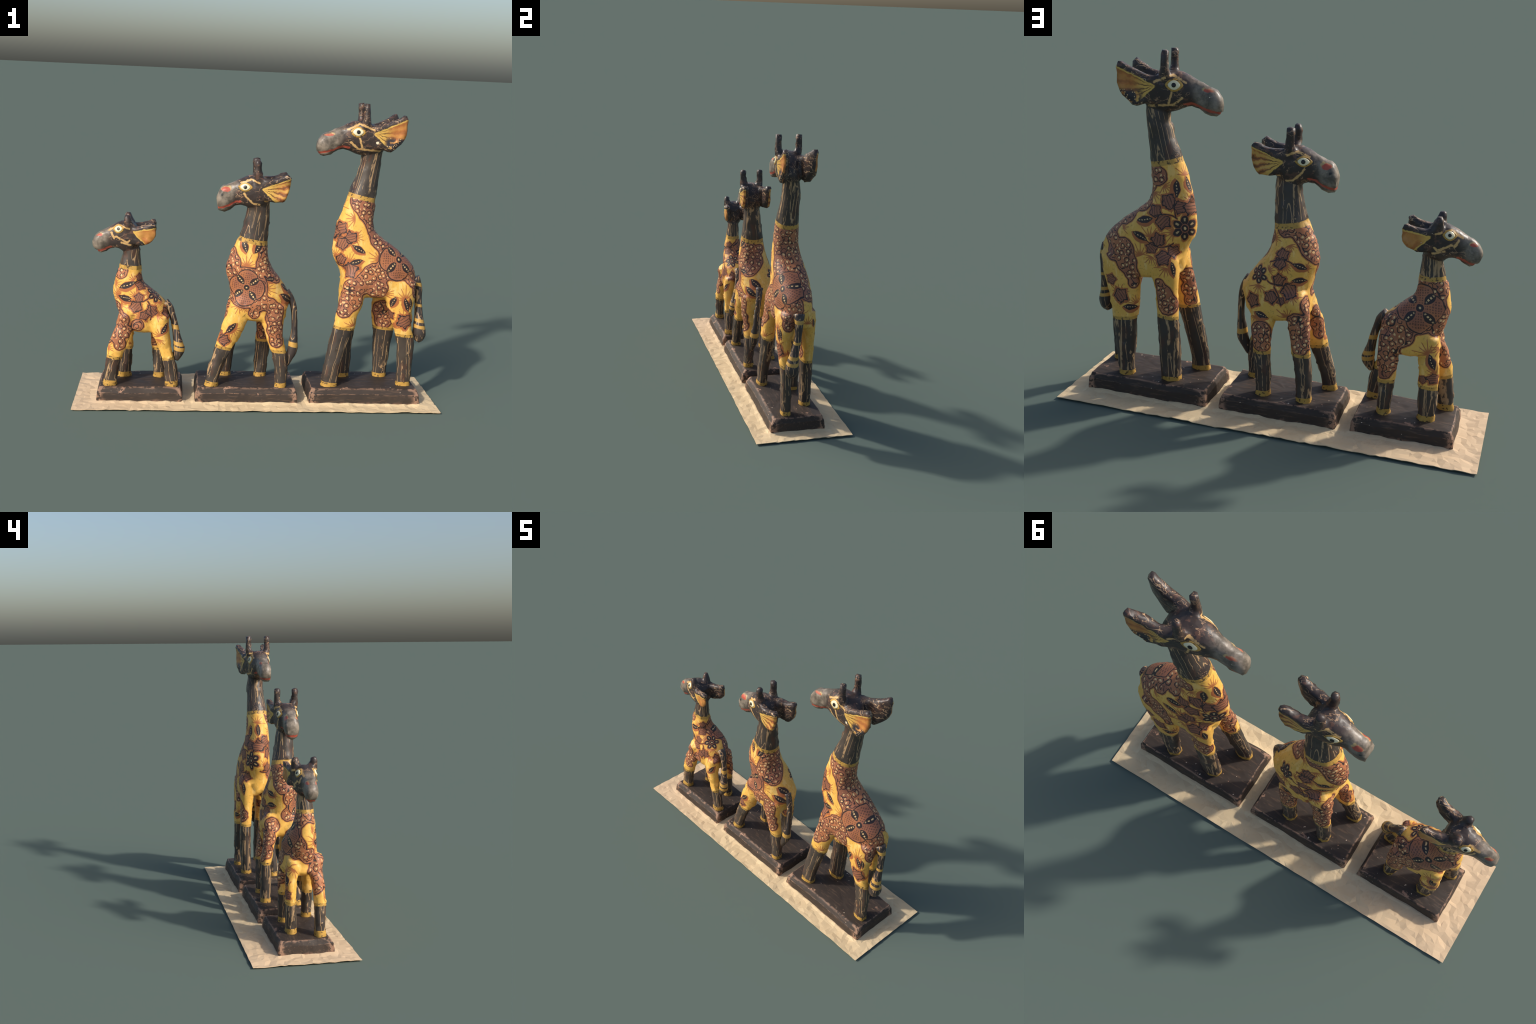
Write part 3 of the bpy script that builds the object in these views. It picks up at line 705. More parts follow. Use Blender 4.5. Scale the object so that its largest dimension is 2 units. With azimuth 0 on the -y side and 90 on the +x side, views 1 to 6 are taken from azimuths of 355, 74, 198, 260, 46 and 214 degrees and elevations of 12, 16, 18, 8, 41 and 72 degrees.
SASHES = {
    "tall": [
        ((0.532, -0.088, 1.137), 0.065),
        ((0.564, -0.086, 1.086), 0.059),
        ((0.589, -0.070, 1.028), 0.052),
        ((0.600, -0.068, 0.979), 0.045),
        ((0.628, -0.085, 0.930), 0.049),
        ((0.665, -0.089, 0.900), 0.052),
        ((0.743, -0.098, 0.820), 0.105),
        ((0.840, -0.069, 0.742), 0.060),
        ((0.664, -0.124, 0.761), 0.052),
        ((0.613, -0.123, 0.731), 0.063),
        ((0.570, -0.125, 0.691), 0.057),
        ((0.497, -0.127, 0.652), 0.054),
        ((0.488, -0.126, 0.595), 0.059),
        ((0.455, -0.125, 0.542), 0.043),
        ((0.636, -0.123, 0.658), 0.050),
        ((0.832, -0.082, 0.703), 0.040),
        ((0.856, -0.081, 0.643), 0.035),
        ((0.606, -0.019, 1.128), 0.061),
        ((0.601, -0.009, 1.048), 0.056),
        ((0.620, 0.006, 0.957), 0.056),
        ((0.706, 0.015, 0.892), 0.056),
        ((0.785, 0.009, 0.834), 0.055),
        ((0.805, 0.030, 0.803), 0.040),
        ((0.778, 0.070, 0.772), 0.034),
        ((0.766, 0.078, 0.715), 0.038),
        ((0.713, 0.090, 0.734), 0.049),
        ((0.699, 0.094, 0.676), 0.049),
        ((0.672, 0.091, 0.621), 0.034),
        ((0.668, 0.083, 0.571), 0.023),
        ((0.531, 0.093, 0.587), 0.022),
        ((0.515, 0.093, 0.542), 0.038),
        ((0.492, 0.092, 0.487), 0.045),
        ((0.550, 0.043, 1.091), 0.039),
        ((0.709, 0.023, 0.501), 0.052),
        ((0.719, 0.027, 0.442), 0.047),
        ((0.456, -0.052, 0.592), 0.034),
        ((0.448, -0.059, 0.522), 0.035),
        ((0.441, -0.060, 0.463), 0.028),
    ],
    "middle": [
        ((-0.087, -0.146, 0.656), 0.099),
        ((-0.166, -0.115, 0.787), 0.043),
        ((-0.177, -0.095, 0.706), 0.043),
        ((-0.165, -0.095, 0.840), 0.023),
        ((-0.163, -0.079, 0.606), 0.034),
        ((-0.165, 0.000, 0.536), 0.024),
        ((0.018, -0.121, 0.822), 0.020),
        ((0.005, -0.142, 0.779), 0.043),
        ((0.054, -0.115, 0.736), 0.046),
        ((-0.019, -0.164, 0.584), 0.046),
        ((0.041, -0.163, 0.566), 0.034),
        ((0.078, -0.158, 0.530), 0.039),
        ((-0.040, -0.157, 0.514), 0.025),
        ((0.070, -0.158, 0.488), 0.041),
        ((0.081, -0.157, 0.420), 0.042),
        ((0.092, -0.147, 0.363), 0.035),
        ((0.018, -0.116, 0.830), 0.051),
        ((0.040, -0.100, 0.767), 0.061),
        ((0.063, -0.114, 0.726), 0.042),
        ((-0.095, -0.011, 0.899), 0.036),
        ((-0.049, -0.005, 0.893), 0.033),
        ((-0.136, -0.025, 0.863), 0.046),
        ((-0.164, -0.031, 0.809), 0.046),
        ((-0.184, -0.039, 0.767), 0.030),
        ((-0.128, 0.061, 0.468), 0.043),
        ((-0.142, 0.068, 0.412), 0.043),
        ((-0.153, 0.077, 0.363), 0.033),
        ((0.039, 0.066, 0.413), 0.041),
        ((0.031, 0.074, 0.362), 0.041),
        ((0.031, 0.006, 0.388), 0.036),
        ((0.038, 0.018, 0.331), 0.032),
        ((-0.183, -0.087, 0.489), 0.024),
        ((-0.191, -0.090, 0.422), 0.028),
        ((-0.201, -0.084, 0.378), 0.021),
        ((0.020, -0.044, 0.842), 0.028),
        ((0.042, -0.053, 0.776), 0.028),
        ((-0.169, 0.019, 0.551), 0.037),
        ((-0.178, 0.040, 0.472), 0.037),
        ((-0.193, 0.049, 0.393), 0.034),
    ],
    "small": [
        ((-0.763, -0.077, 0.718), 0.038),
        ((-0.774, -0.066, 0.511), 0.016),
        ((-0.758, -0.114, 0.492), 0.018),
        ((-0.743, -0.141, 0.460), 0.031),
        ((-0.761, -0.132, 0.409), 0.039),
        ((-0.719, -0.136, 0.393), 0.028),
        ((-0.664, -0.134, 0.430), 0.028),
        ((-0.769, -0.139, 0.367), 0.032),
        ((-0.757, -0.141, 0.325), 0.028),
        ((-0.547, 0.001, 0.232), 0.018),
        ((-0.676, 0.031, 0.616), 0.104),
        ((-0.559, 0.043, 0.508), 0.071),
        ((-0.540, 0.054, 0.439), 0.061),
        ((-0.603, 0.054, 0.493), 0.055),
        ((-0.759, 0.012, 0.527), 0.035),
        ((-0.707, -0.001, 0.715), 0.054),
        ((-0.763, -0.012, 0.698), 0.035),
        ((-0.556, 0.061, 0.367), 0.056),
        ((-0.539, 0.062, 0.308), 0.036),
        ((-0.724, 0.010, 0.660), 0.045),
        ((-0.774, 0.005, 0.569), 0.044),
        ((-0.763, -0.019, 0.717), 0.033),
        ((-0.778, -0.056, 0.505), 0.038),
        ((-0.775, -0.096, 0.435), 0.033),
        ((-0.575, 0.008, 0.299), 0.021),
        ((-0.781, -0.080, 0.410), 0.026),
        ((-0.792, -0.083, 0.331), 0.026),
        ((-0.790, -0.090, 0.394), 0.030),
        ((-0.803, -0.098, 0.346), 0.025),
    ],
}
# ------------------------------------------------------------------ materials
class Nodes:
    """small node-graph writer: every call adds one node and returns its output socket"""
    def __init__(self, name, tree=None):
        if tree is None:
            self.mat = bpy.data.materials.new(name)
            self.mat.use_nodes = True
            tree = self.mat.node_tree
            tree.nodes.clear()
        self.nt = tree

    def new(self, kind, **props):
        n = self.nt.nodes.new(kind)
        for k, v in props.items():
            setattr(n, k, v)
        return n

    def put(self, sock, v):
        if v is None:
            return
        if isinstance(v, bpy.types.NodeSocket):
            self.nt.links.new(v, sock)
        elif isinstance(v, (int, float)):
            sock.default_value = v
        else:
            v = tuple(v)
            sock.default_value = v + (1.0,) if len(sock.default_value) == 4 and len(v) == 3 else v

    def math(self, op, a, b=None, c=None):
        n = self.new("ShaderNodeMath", operation=op)
        for s, v in zip(n.inputs, (a, b, c)):
            self.put(s, v)
        return n.outputs[0]

    def vmath(self, op, a, b=None, scale=None):
        n = self.new("ShaderNodeVectorMath", operation=op)
        self.put(n.inputs[0], a)
        self.put(n.inputs[1], b)
        if scale is not None:
            self.put(n.inputs["Scale"], scale)
        return n.outputs["Value"] if op in ("LENGTH", "DISTANCE", "DOT_PRODUCT") else n.outputs[0]

    def step(self, v, lo, hi, a, b):
        n = self.new("ShaderNodeMapRange", interpolation_type='SMOOTHSTEP', clamp=False)
        for s_, q in zip(n.inputs, (v, lo, hi, a, b)):
            self.put(s_, q)
        return n.outputs[0]

    def below(self, v, t, soft):
        """1 where v < t, with a soft edge"""
        return self.step(v, t - soft * .6, t + soft * .6, 1.0, 0.0)

    def above(self, v, t, soft):
        return self.step(v, t - soft * .6, t + soft * .6, 0.0, 1.0)

    def minus(self, a, b):
        return self.math("MAXIMUM", self.math("SUBTRACT", a, b), 0.0)

    def band(self, v, c, half, soft):
        return self.below(self.math("ABSOLUTE", self.math("SUBTRACT", v, c)), half, soft)

    def mul(self, a, b): return self.math("MULTIPLY", a, b)
    def hi(self, a, b): return b if a is None else self.math("MAXIMUM", a, b)

    def mix(self, fac, a, b):
        n = self.new("ShaderNodeMix", data_type='RGBA')
        self.put(n.inputs[0], fac)
        self.put(n.inputs[6], a)
        self.put(n.inputs[7], b)
        return n.outputs[2]

    def coords(self):
        self.obj = self.new("ShaderNodeTexCoord").outputs["Object"]
        return self.obj

    def split(self, v):
        n = self.new("ShaderNodeSeparateXYZ")
        self.put(n.inputs[0], v)
        return n.outputs[0], n.outputs[1], n.outputs[2]

    def place(self, v, loc, rot, scale):
        n = self.new("ShaderNodeMapping", vector_type='TEXTURE')
        self.put(n.inputs[0], v)
        n.inputs[1].default_value = loc
        n.inputs[2].default_value = rot
        n.inputs[3].default_value = scale
        return n.outputs[0]

    def stretch(self, v, s):
        n = self.new("ShaderNodeMapping")
        self.put(n.inputs[0], v)
        n.inputs[3].default_value = s
        return n.outputs[0]

    def noise(self, v, scale, detail=2.0, rough=.5, color=False):
        n = self.new("ShaderNodeTexNoise")
        self.put(n.inputs["Vector"], v)
        n.inputs["Scale"].default_value = scale
        n.inputs["Detail"].default_value = detail
        n.inputs["Roughness"].default_value = rough
        return n.outputs[1] if color else n.outputs[0]

    def voronoi(self, v, scale, rnd=1.0, feature='F1'):
        n = self.new("ShaderNodeTexVoronoi", feature=feature)
        self.put(n.inputs["Vector"], v)
        n.inputs["Scale"].default_value = scale
        n.inputs["Randomness"].default_value = rnd
        return n

    def ramp(self, f, stops):
        n = self.new("ShaderNodeValToRGB")
        self.put(n.inputs[0], f)
        el = n.color_ramp.elements
        while len(el) < len(stops):
            el.new(.5)
        for e, (p, c) in zip(el, stops):
            e.position = p
            e.color = (*c, 1)
        return n.outputs[0]

    def chisel(self, v, scale=34):
        """knife facets as a height field: flat cells with crisp borders"""
        n = self.voronoi(v, scale, .9, 'SMOOTH_F1')
        n.inputs["Smoothness"].default_value = .25
        return self.math("MULTIPLY_ADD", self.noise(v, scale * 2.4, 3), .35, n.outputs["Distance"])

    def finish(self, color, rough=.5, bump=None, strength=.25, dist=.002, spec=.4, coat=0.0):
        b = self.new("ShaderNodeBsdfPrincipled")
        self.put(b.inputs["Base Color"], color)
        self.put(b.inputs["Roughness"], rough)
        b.inputs["Specular IOR Level"].default_value = spec
        b.inputs["Coat Weight"].default_value = coat
        if bump is not None:
            bn = self.new("ShaderNodeBump")
            bn.inputs["Strength"].default_value = strength
            bn.inputs["Distance"].default_value = dist
            self.put(bn.inputs["Height"], bump)
            self.nt.links.new(bn.outputs[0], b.inputs["Normal"])
        o = self.new("ShaderNodeOutputMaterial")
        self.nt.links.new(b.outputs[0], o.inputs[0])
        return self.mat

YELLOW, YELLOW2 = (.90, .535, .118), (.70, .36, .060)
RUST, RUST2 = (.385, .150, .078), (.255, .092, .055)
HALO = (.42, .135, .045)
INK = (.034, .022, .022)
CREAM = (.76, .50, .23)
BLACK = (.034, .028, .027)
WOOD = (.62, .36, .18)
GOLD, GOLD2 = (.62, .36, .075), (.42, .23, .045)

def surface_frame(bvh, c, t):
    """tangent frame on the carved surface at c, first axis along t"""
    loc, nor, _, _ = bvh.find_nearest(c)
    t1 = (t - nor * t.dot(nor)).normalized()
    t2 = nor.cross(t1).normalized()
    return loc, Matrix((t1, t2, nor)).transposed().to_euler('XYZ')

LAYERS = ("Halo", "Rust", "Ink", "Cream", "Dim")
_groups = {}

def motif_group(kind):
    """node group that paints one motif over the running layers"""
    if kind in _groups:
        return _groups[kind]
    gt = bpy.data.node_groups.new("motif_" + kind, "ShaderNodeTree")
    for nm in ("P", "Loc", "Rot", "Scale"):
        gt.interface.new_socket(nm, in_out='INPUT', socket_type='NodeSocketVector')
    for nm in ("Form", "Size") + LAYERS:
        gt.interface.new_socket(nm, in_out='INPUT', socket_type='NodeSocketFloat')
    for nm in LAYERS:
        gt.interface.new_socket(nm, in_out='OUTPUT', socket_type='NodeSocketFloat')
    N = Nodes("", gt)
    gi = N.new("NodeGroupInput").outputs
    halo, rust, ink, cream, dim = (gi[k] for k in LAYERS)
    form, size = gi["Form"], gi["Size"]
    mp = N.new("ShaderNodeMapping", vector_type='TEXTURE')
    for i, k in enumerate(("P", "Loc", "Rot", "Scale")):
        N.put(mp.inputs[i], gi[k])
    a, b, h = N.split(mp.outputs[0])
    aa, ab, ah = N.math("ABSOLUTE", a), N.math("ABSOLUTE", b), N.math("ABSOLUTE", h)
    if kind in ("maple", "flower", "medallion", "burst"):
        r = N.math("SQRT", N.math("ADD", N.mul(a, a), N.mul(b, b)))
        th = N.math("ARCTAN2", b, a)
    if kind == "pod":
        a2 = N.mul(a, a)
        m = N.below(N.math("MAXIMUM", N.math("ADD", ab, a2), ah), 1, .12)
        hb = N.math("ADD", N.math("ABSOLUTE", N.math("MULTIPLY_ADD", b, .62, .26)), N.mul(a2, .72))
        halo = N.hi(halo, N.below(N.math("MAXIMUM", hb, ah), 1, .12))
        pp = N.math("PINGPONG", N.math("ADD", a, .17), .17)
        q = N.math("MAXIMUM", N.mul(ab, 7.5), N.math("MULTIPLY_ADD", pp, -13.0, 2.2))
        dots = N.below(N.math("MAXIMUM", q, N.math("MAXIMUM", N.mul(aa, 1.45), ah)), 1, .4)
        ink = N.hi(ink, m)
        cream = N.hi(N.minus(cream, m), dots)
    elif kind == "stem":
        arc = N.math("MULTIPLY_ADD", N.math("SUBTRACT", 1.0, N.mul(a, a)), N.mul(form, 1.4), b)
        v = N.math("DIVIDE", N.math("ABSOLUTE", arc), size)
        lim = N.below(N.math("MAXIMUM", aa, ah), 1, .05)
        ink = N.hi(ink, N.mul(lim, N.below(v, 1.0, .55)))
        halo = N.hi(halo, N.mul(lim, N.below(v, 2.6, 1.2)))
    elif kind == "maple":
        lobes = N.math("MULTIPLY_ADD", N.math("ABSOLUTE", N.math("SINE", N.mul(th, 2.5))), -.27, 1.05)
        v = N.math("MAXIMUM", N.math("DIVIDE", r, lobes), ah)
        v = N.math("ADD", v, N.math("MULTIPLY_ADD", N.noise(gi["P"], 85, 1), .5, -.25))
        m = N.below(v, 1, .06)
        halo = N.hi(halo, N.below(v, 1.3, .12))
        rust = N.hi(rust, m)
        line = N.band(v, .92, .095, .06)
        hat = N.mul(N.above(N.math("SINE", N.math("MULTIPLY_ADD", a, 9, N.mul(b, 16))), .55, .4), N.below(v, .72, .1))
        ink = N.hi(N.hi(N.minus(ink, N.below(v, .9, .05)), line), N.mul(hat, .7))
        cream = N.minus(cream, m)
        dim = N.hi(dim, m)
    elif kind == "flower":
        pet = N.math("ABSOLUTE", N.math("COSINE", N.mul(th, 3)))
        v = N.math("MAXIMUM", N.math("DIVIDE", r, N.math("MULTIPLY_ADD", pet, .40, .60)), ah)
        m = N.below(v, 1, .06)
        ring = N.band(r, .30, .035, .03)
        halo = N.hi(halo, N.below(v, 1.14, .10))
        spots = N.mul(N.band(r, .66, .13, .08), N.above(N.math("COSINE", N.mul(th, 12)), .25, .5))
        spots = N.mul(spots, N.above(pet, .55, .2))
        mid = N.below(r, .10, .05)
        gap = N.mul(N.below(pet, .12, .08), N.above(r, .36, .04))
        ink = N.hi(ink, N.minus(m, ring))
        ink = N.minus(ink, N.mul(gap, m))
        rust = N.hi(rust, m)
        cream = N.hi(N.minus(cream, m), N.mul(m, N.hi(N.mul(spots, .75), mid)))
    elif kind == "medallion":
        lobes = N.math("MULTIPLY_ADD", N.math("POWER", N.math("ABSOLUTE", N.math("SINE", N.mul(th, 2))), .7), .24, .78)
        v = N.math("MAXIMUM", N.math("DIVIDE", r, lobes), ah)
        m = N.below(v, 1.03, .03)
        line = N.band(v, .99, .030, .02)
        u, s = N.math("MAXIMUM", aa, ab), N.math("MINIMUM", aa, ab)
        grid = N.mul(N.above(N.math("SINE", N.mul(N.math("ADD", a, b), 40)), -.25, .6), N.above(N.math("SINE", N.mul(N.math("SUBTRACT", a, b), 40)), -.25, .6))
        grid = N.mul(grid, N.below(v, .88, .04))
        du = N.math("DIVIDE", N.math("SUBTRACT", u, .56), .34)
        pod = N.math("MULTIPLY_ADD", s, 1 / .185, N.mul(du, du))
        podm, podo = N.below(pod, 1, .12), N.below(pod, 1.30, .10)
        hub, hubo = N.below(r, .165, .02), N.below(r, .205, .02)
        pp = N.math("PINGPONG", N.math("SUBTRACT", u, .40), .075)
        dots = N.hi(N.mul(s, 26), N.math("MULTIPLY_ADD", pp, -24.0, 1.8))
        dots = N.below(N.hi(dots, N.mul(N.math("ABSOLUTE", N.math("SUBTRACT", u, .55)), 4.6)), 1, .4)
        dots = N.hi(dots, N.below(r, .05, .03))
        rust = N.hi(rust, m)
        grid = N.minus(grid, N.hi(podo, hubo))
        ink = N.hi(N.hi(N.minus(ink, m), line), N.mul(m, N.hi(N.hi(podm, hub), N.mul(grid, .62))))
        cream = N.hi(N.minus(cream, m), N.mul(dots, m))
    elif kind == "burst":
        ray = N.mul(N.math("ABSOLUTE", N.math("SINE", N.mul(th, 7.4))), r)
        reach = N.math("MULTIPLY_ADD", N.math("SINE", N.mul(th, 9.1)), .20, .80)
        lim = N.hi(N.math("DIVIDE", r, reach), N.mul(N.math("ABSOLUTE", th), .66))
        lim = N.below(N.hi(lim, ah), 1, .08)
        halo = N.hi(halo, N.mul(lim, N.below(N.math("DIVIDE", ray, size), 1.0, .9)))
        halo = N.hi(halo, N.mul(N.below(r, .32, .30), lim))
    go = N.new("NodeGroupOutput").inputs
    for k, v in zip(LAYERS, (halo, rust, ink, cream, dim)):
        N.put(go[k], v)
    _groups[kind] = gt
    return gt

def make_coat(key, g, O, bvh):
    """batik: gold ground, rust sashes full of curls, ink-lined pods, leaves, rosettes, medallions and sun rays"""
    N = Nodes("batik_coat_" + key)
    P0 = N.coords()
    wob = N.vmath("SCALE", N.vmath("SUBTRACT", N.noise(P0, 26, 2, .6, True), (.5, .5, .5)), scale=.013)
    P = N.vmath("ADD", P0, wob)
    # rust sashes: soft union of round fields on the surface
    f = None
    for c, r in SASHES[key]:
        d = N.math("SUBTRACT", N.vmath("DISTANCE", P, Vector(c) - O), r * SASH_GROW[key])
        f = d if f is None else N.math("SMOOTH_MIN", f, d, .024)
    sash = N.below(f, 0, .0015)
    # curls inside the sashes: open ink rings round cream beads, cream tears, roaming tendrils
    geo = N.new("ShaderNodeNewGeometry")
    nx, ny, nz = N.split(geo.outputs["Normal"])
    px, py, pz = N.split(P)
    flank = N.above(N.math("SUBTRACT", N.math("ABSOLUTE", ny), N.math("ABSOLUTE", nx)), -.1, .01)
    along = N.math("ADD", N.mul(flank, px), N.mul(N.math("SUBTRACT", 1.0, flank), N.math("ADD", py, .37)))
    cmb = N.new("ShaderNodeCombineXYZ")
    N.put(cmb.inputs[0], along)
    N.put(cmb.inputs[1], pz)
    flat2 = cmb.outputs[0]
    vo = N.voronoi(flat2, 31, .70)
    vo.voronoi_dimensions = '2D'
    d = vo.outputs["Distance"]
    dx, dz, _ = N.split(N.vmath("SUBTRACT", flat2, vo.outputs["Position"]))
    cr, cg, cb = N.split(vo.outputs["Color"])
    turn = N.math("FRACT", N.math("ADD", N.math("MULTIPLY_ADD", N.math("ARCTAN2", dz, dx), .15915, 1.0), cr))
    curl = N.band(d, N.math("MULTIPLY_ADD", turn, .30, .22), .064, .04)
    bead = N.mul(N.below(N.vmath("LENGTH", N.vmath("ADD", N.vmath("SUBTRACT", flat2, vo.outputs["Position"]), (.0026, -.0020, 0))), .0052, .0020), N.above(cg, .15, .05))
    vo2 = N.voronoi(N.stretch(flat2, (1, .62, 1)), 58, .9)
    vo2.voronoi_dimensions = '2D'
    tear = N.mul(N.below(vo2.outputs["Distance"], .20, .08), N.above(d, .56, .04))
    meander = N.band(N.noise(P0, 10, 0), .5, .0085, .006)
    inside = N.below(f, -.006, .003)
    ink = N.hi(N.band(f, .0005, .0020, .0015), N.mul(inside, N.hi(curl, meander)))
    cream = N.mul(inside, N.hi(bead, tear))
    lay = dict(Halo=N.below(f, .0065, .003), Rust=sash, Ink=ink, Cream=cream, Dim=0.0)
    for kind, p0, p1, w in MOTIFS[key]:
        p0, p1 = Vector(p0), Vector(p1)
        L = (p1 - p0).length
        c = p0
        if kind in ("pod", "stem"):
            c, L = (p0 + p1) / 2, L / 2
        L *= {"burst": 1.2, "maple": 1.10, "pod": 1.12, "flower": 1.12, "medallion": 1.08}.get(kind, 1.0)
        loc, rot = surface_frame(bvh, c, p1 - p0)
        n = N.new("ShaderNodeGroup", node_tree=motif_group(kind))
        N.put(n.inputs["P"], P0 if kind == "burst" else P)
        n.inputs["Loc"].default_value = loc - O
        n.inputs["Rot"].default_value = tuple(rot)
        depth = {"pod": .035, "maple": .035, "burst": .035, "stem": .05, "flower": .05, "medallion": .07 if key != "small" else .045}[kind]
        n.inputs["Scale"].default_value = (L, L * (w * 1.06 if kind == "pod" else w if kind == "maple" else 1), depth)
        n.inputs["Form"].default_value = w
        n.inputs["Size"].default_value = .0024 / L if kind == "stem" else .0150 / L
        for k in LAYERS:
            N.put(n.inputs[k], lay[k])
            lay[k] = n.outputs[k]
    gold = N.mix(N.noise(P0, 24, 3, .6), YELLOW2, YELLOW)
    gold = N.mix(N.below(N.noise(P0, 90, 2), .36, .10), gold, (.60, .34, .07))
    pale = N.above(N.noise(N.stretch(P0, (1, 1, .35)), 30, 3, .65), .58, .08)
    gold = N.mix(N.mul(pale, .4), gold, (.93, .66, .26))
    brown = N.mix(N.noise(P0, 42, 3, .6), RUST2, RUST)
    brown = N.mix(N.above(N.noise(P0, 9, 2), .50, .18), brown, (.44, .165, .070))
    col = N.mix(lay["Halo"], gold, HALO)
    col = N.mix(lay["Rust"], col, brown)
    col = N.mix(N.mul(lay["Dim"], .45), col, (.20, .085, .058))
    col = N.mix(lay["Ink"], col, INK)
    col = N.mix(lay["Cream"], col, CREAM)
    return N.finish(col, N.math("MULTIPLY_ADD", N.noise(P0, 30, 2), .2, .42), N.chisel(P0, 24), .30, .0035)

SASH_GROW = dict(tall=1.10, middle=1.14, small=1.12)

def limb_lines(N, P, scale):
    """thin pale lines running down a limb, broken by wear"""
    n1 = N.noise(N.stretch(P, (1, 1, .018)), scale, 0, .5)
    n2 = N.noise(N.stretch(N.vmath("ADD", P, (.71, .33, .1)), (1, 1, .025)), scale * 1.2, 0, .5)
    lines = N.hi(N.band(n1, .52, .019, .018), N.band(n2, .45, .017, .016))
    return N.mul(lines, N.above(N.noise(N.stretch(P, (1, 1, .4)), 34, 3, .65), .455, .08))

def stripe_material(lean=(0, 0), base=(0, 0)):
    """black paint with thin pale lines running down a limb that leans by (dx, dy) per unit height"""
    N = Nodes("black_striped_paint")
    P0 = N.coords()
    x, y, z = N.split(P0)
    cmb = N.new("ShaderNodeCombineXYZ")
    N.put(cmb.inputs[0], N.math("MULTIPLY_ADD", z, -lean[0], x))
    N.put(cmb.inputs[1], N.math("MULTIPLY_ADD", z, -lean[1], y))
    N.put(cmb.inputs[2], z)
    P = cmb.outputs[0]
    jit = N.vmath("SCALE", N.vmath("SUBTRACT", N.noise(P0, 45, 2, .5, True), (.5, .5, .5)), scale=.004)
    tone = N.mix(N.noise(P0, 12, 2), (.036, .030, .028), (.082, .063, .047))
    warm = N.above(N.noise(N.stretch(P, (1, 1, .3)), 26, 3, .6), .58, .08)
    col = N.mix(N.mul(warm, .6), tone, (.10, .046, .030))
    col = N.mix(limb_lines(N, N.vmath("ADD", P, jit), 27), col, (.42, .27, .14))
    chip = N.above(N.noise(P0, 70, 3, .6), .735, .02)
    col = N.mix(chip, col, (.46, .33, .22))
    return N.finish(col, N.math("MULTIPLY_ADD", N.noise(P0, 40, 2), .25, .34), N.chisel(N.stretch(P0, (1, 1, .4)), 40), .40, .004)

def gold_material():
    N = Nodes("dull_gold_paint")
    P = N.coords()
    col = N.mix(N.noise(P, 45, 3, .6), GOLD2, (.62, .37, .088))
    col = N.mix(N.above(N.noise(P, 75, 2), .60, .06), col, (.12, .07, .03))
    return N.finish(col, .45, N.noise(P, 90, 2), .25, .002)

def plinth_material():
    N = Nodes("worn_black_plinth")
    P = N.coords()
    tone = N.mix(N.noise(P, 9, 3, .6), (.024, .019, .017), (.062, .044, .033))
    grain = N.above(N.noise(N.stretch(P, (.15, 1, 1)), 90, 3, .6), .60, .08)
    col = N.mix(N.mul(grain, .45), tone, (.12, .075, .05))
    geo = N.new("ShaderNodeNewGeometry")
    rub = N.mul(N.above(geo.outputs["Pointiness"], .522, .02), N.above(N.noise(P, 45, 3, .6), .47, .10))
    col = N.mix(N.mul(rub, .8), col, (.34, .20, .13))
    patch = N.mul(N.above(N.noise(P, 13, 4, .65), .665, .03), N.above(N.noise(P, 60, 2), .42, .08))
    col = N.mix(N.mul(patch, .8), col, (.40, .23, .15))
    chip = N.above(N.noise(P, 48, 2, .5), .755, .012)
    col = N.mix(chip, col, (.60, .48, .36))
    return N.finish(col, N.math("MULTIPLY_ADD", N.noise(P, 30, 2), .25, .50), N.chisel(N.stretch(P, (.5, 1, 1)), 26), .45, .005, spec=.3)

def paper_material():
    N = Nodes("kraft_paper")
    P = N.coords()
    col = N.mix(N.noise(N.stretch(P, (.5, 1, 1)), 9, 3, .6), (.60, .44, .255), (.76, .60, .37))
    col = N.mix(N.below(N.noise(P, 70, 3, .6), .40, .08), col, (.66, .49, .29))
    x, y, z = N.split(P)
    pink = N.below(x, -.55, .7)
    col = N.mix(N.mul(pink, .55), col, (.64, .45, .30))
    return N.finish(col, .75, N.noise(P, 45, 4, .6), .25, .004, spec=.25)

def simple(name, col, rough=.35, var=None):
    N = Nodes(name)
    P = N.coords()
    c = N.mix(N.noise(P, 60, 2), col, var or col)
    return N.finish(c, rough)

def make_materials():
    return dict(paper=paper_material(), plinth=plinth_material(), gold=gold_material(),
                eye_white=simple("eye_cream", (.80, .70, .42), .35, (.86, .78, .55)), pupil=simple("pupil_black", (.016, .014, .013), .3))

def make_tail_material(key, g, O):
    """black tail ringed with gold"""
    N = Nodes("ringed_tail_" + key)
    P = N.coords()
    x, y, z = N.split(P)
    zz = N.math("ADD", N.math("MULTIPLY_ADD", x, .18, z), N.math("MULTIPLY", N.noise(P, 40, 1), .006))
    shift = .18 * (g["tail"][5][0] - O.x) + .003
    rings = None
    for lo, hi in g["tail_bands"]:
        rings = N.hi(rings, N.band(zz, (lo + hi) / 2 + shift, (hi - lo) / 2, .002))
    tone = N.mix(N.noise(P, 16, 2), (.028, .025, .027), (.070, .052, .042))
    line = limb_lines(N, P, 34)
    col = N.mix(line, tone, (.48, .30, .15))
    col = N.mix(rings, col, N.mix(N.noise(P, 60, 2), GOLD2, (.66, .39, .10)))
    return N.finish(col, .42, N.noise(P, 70, 3), .2, .003)

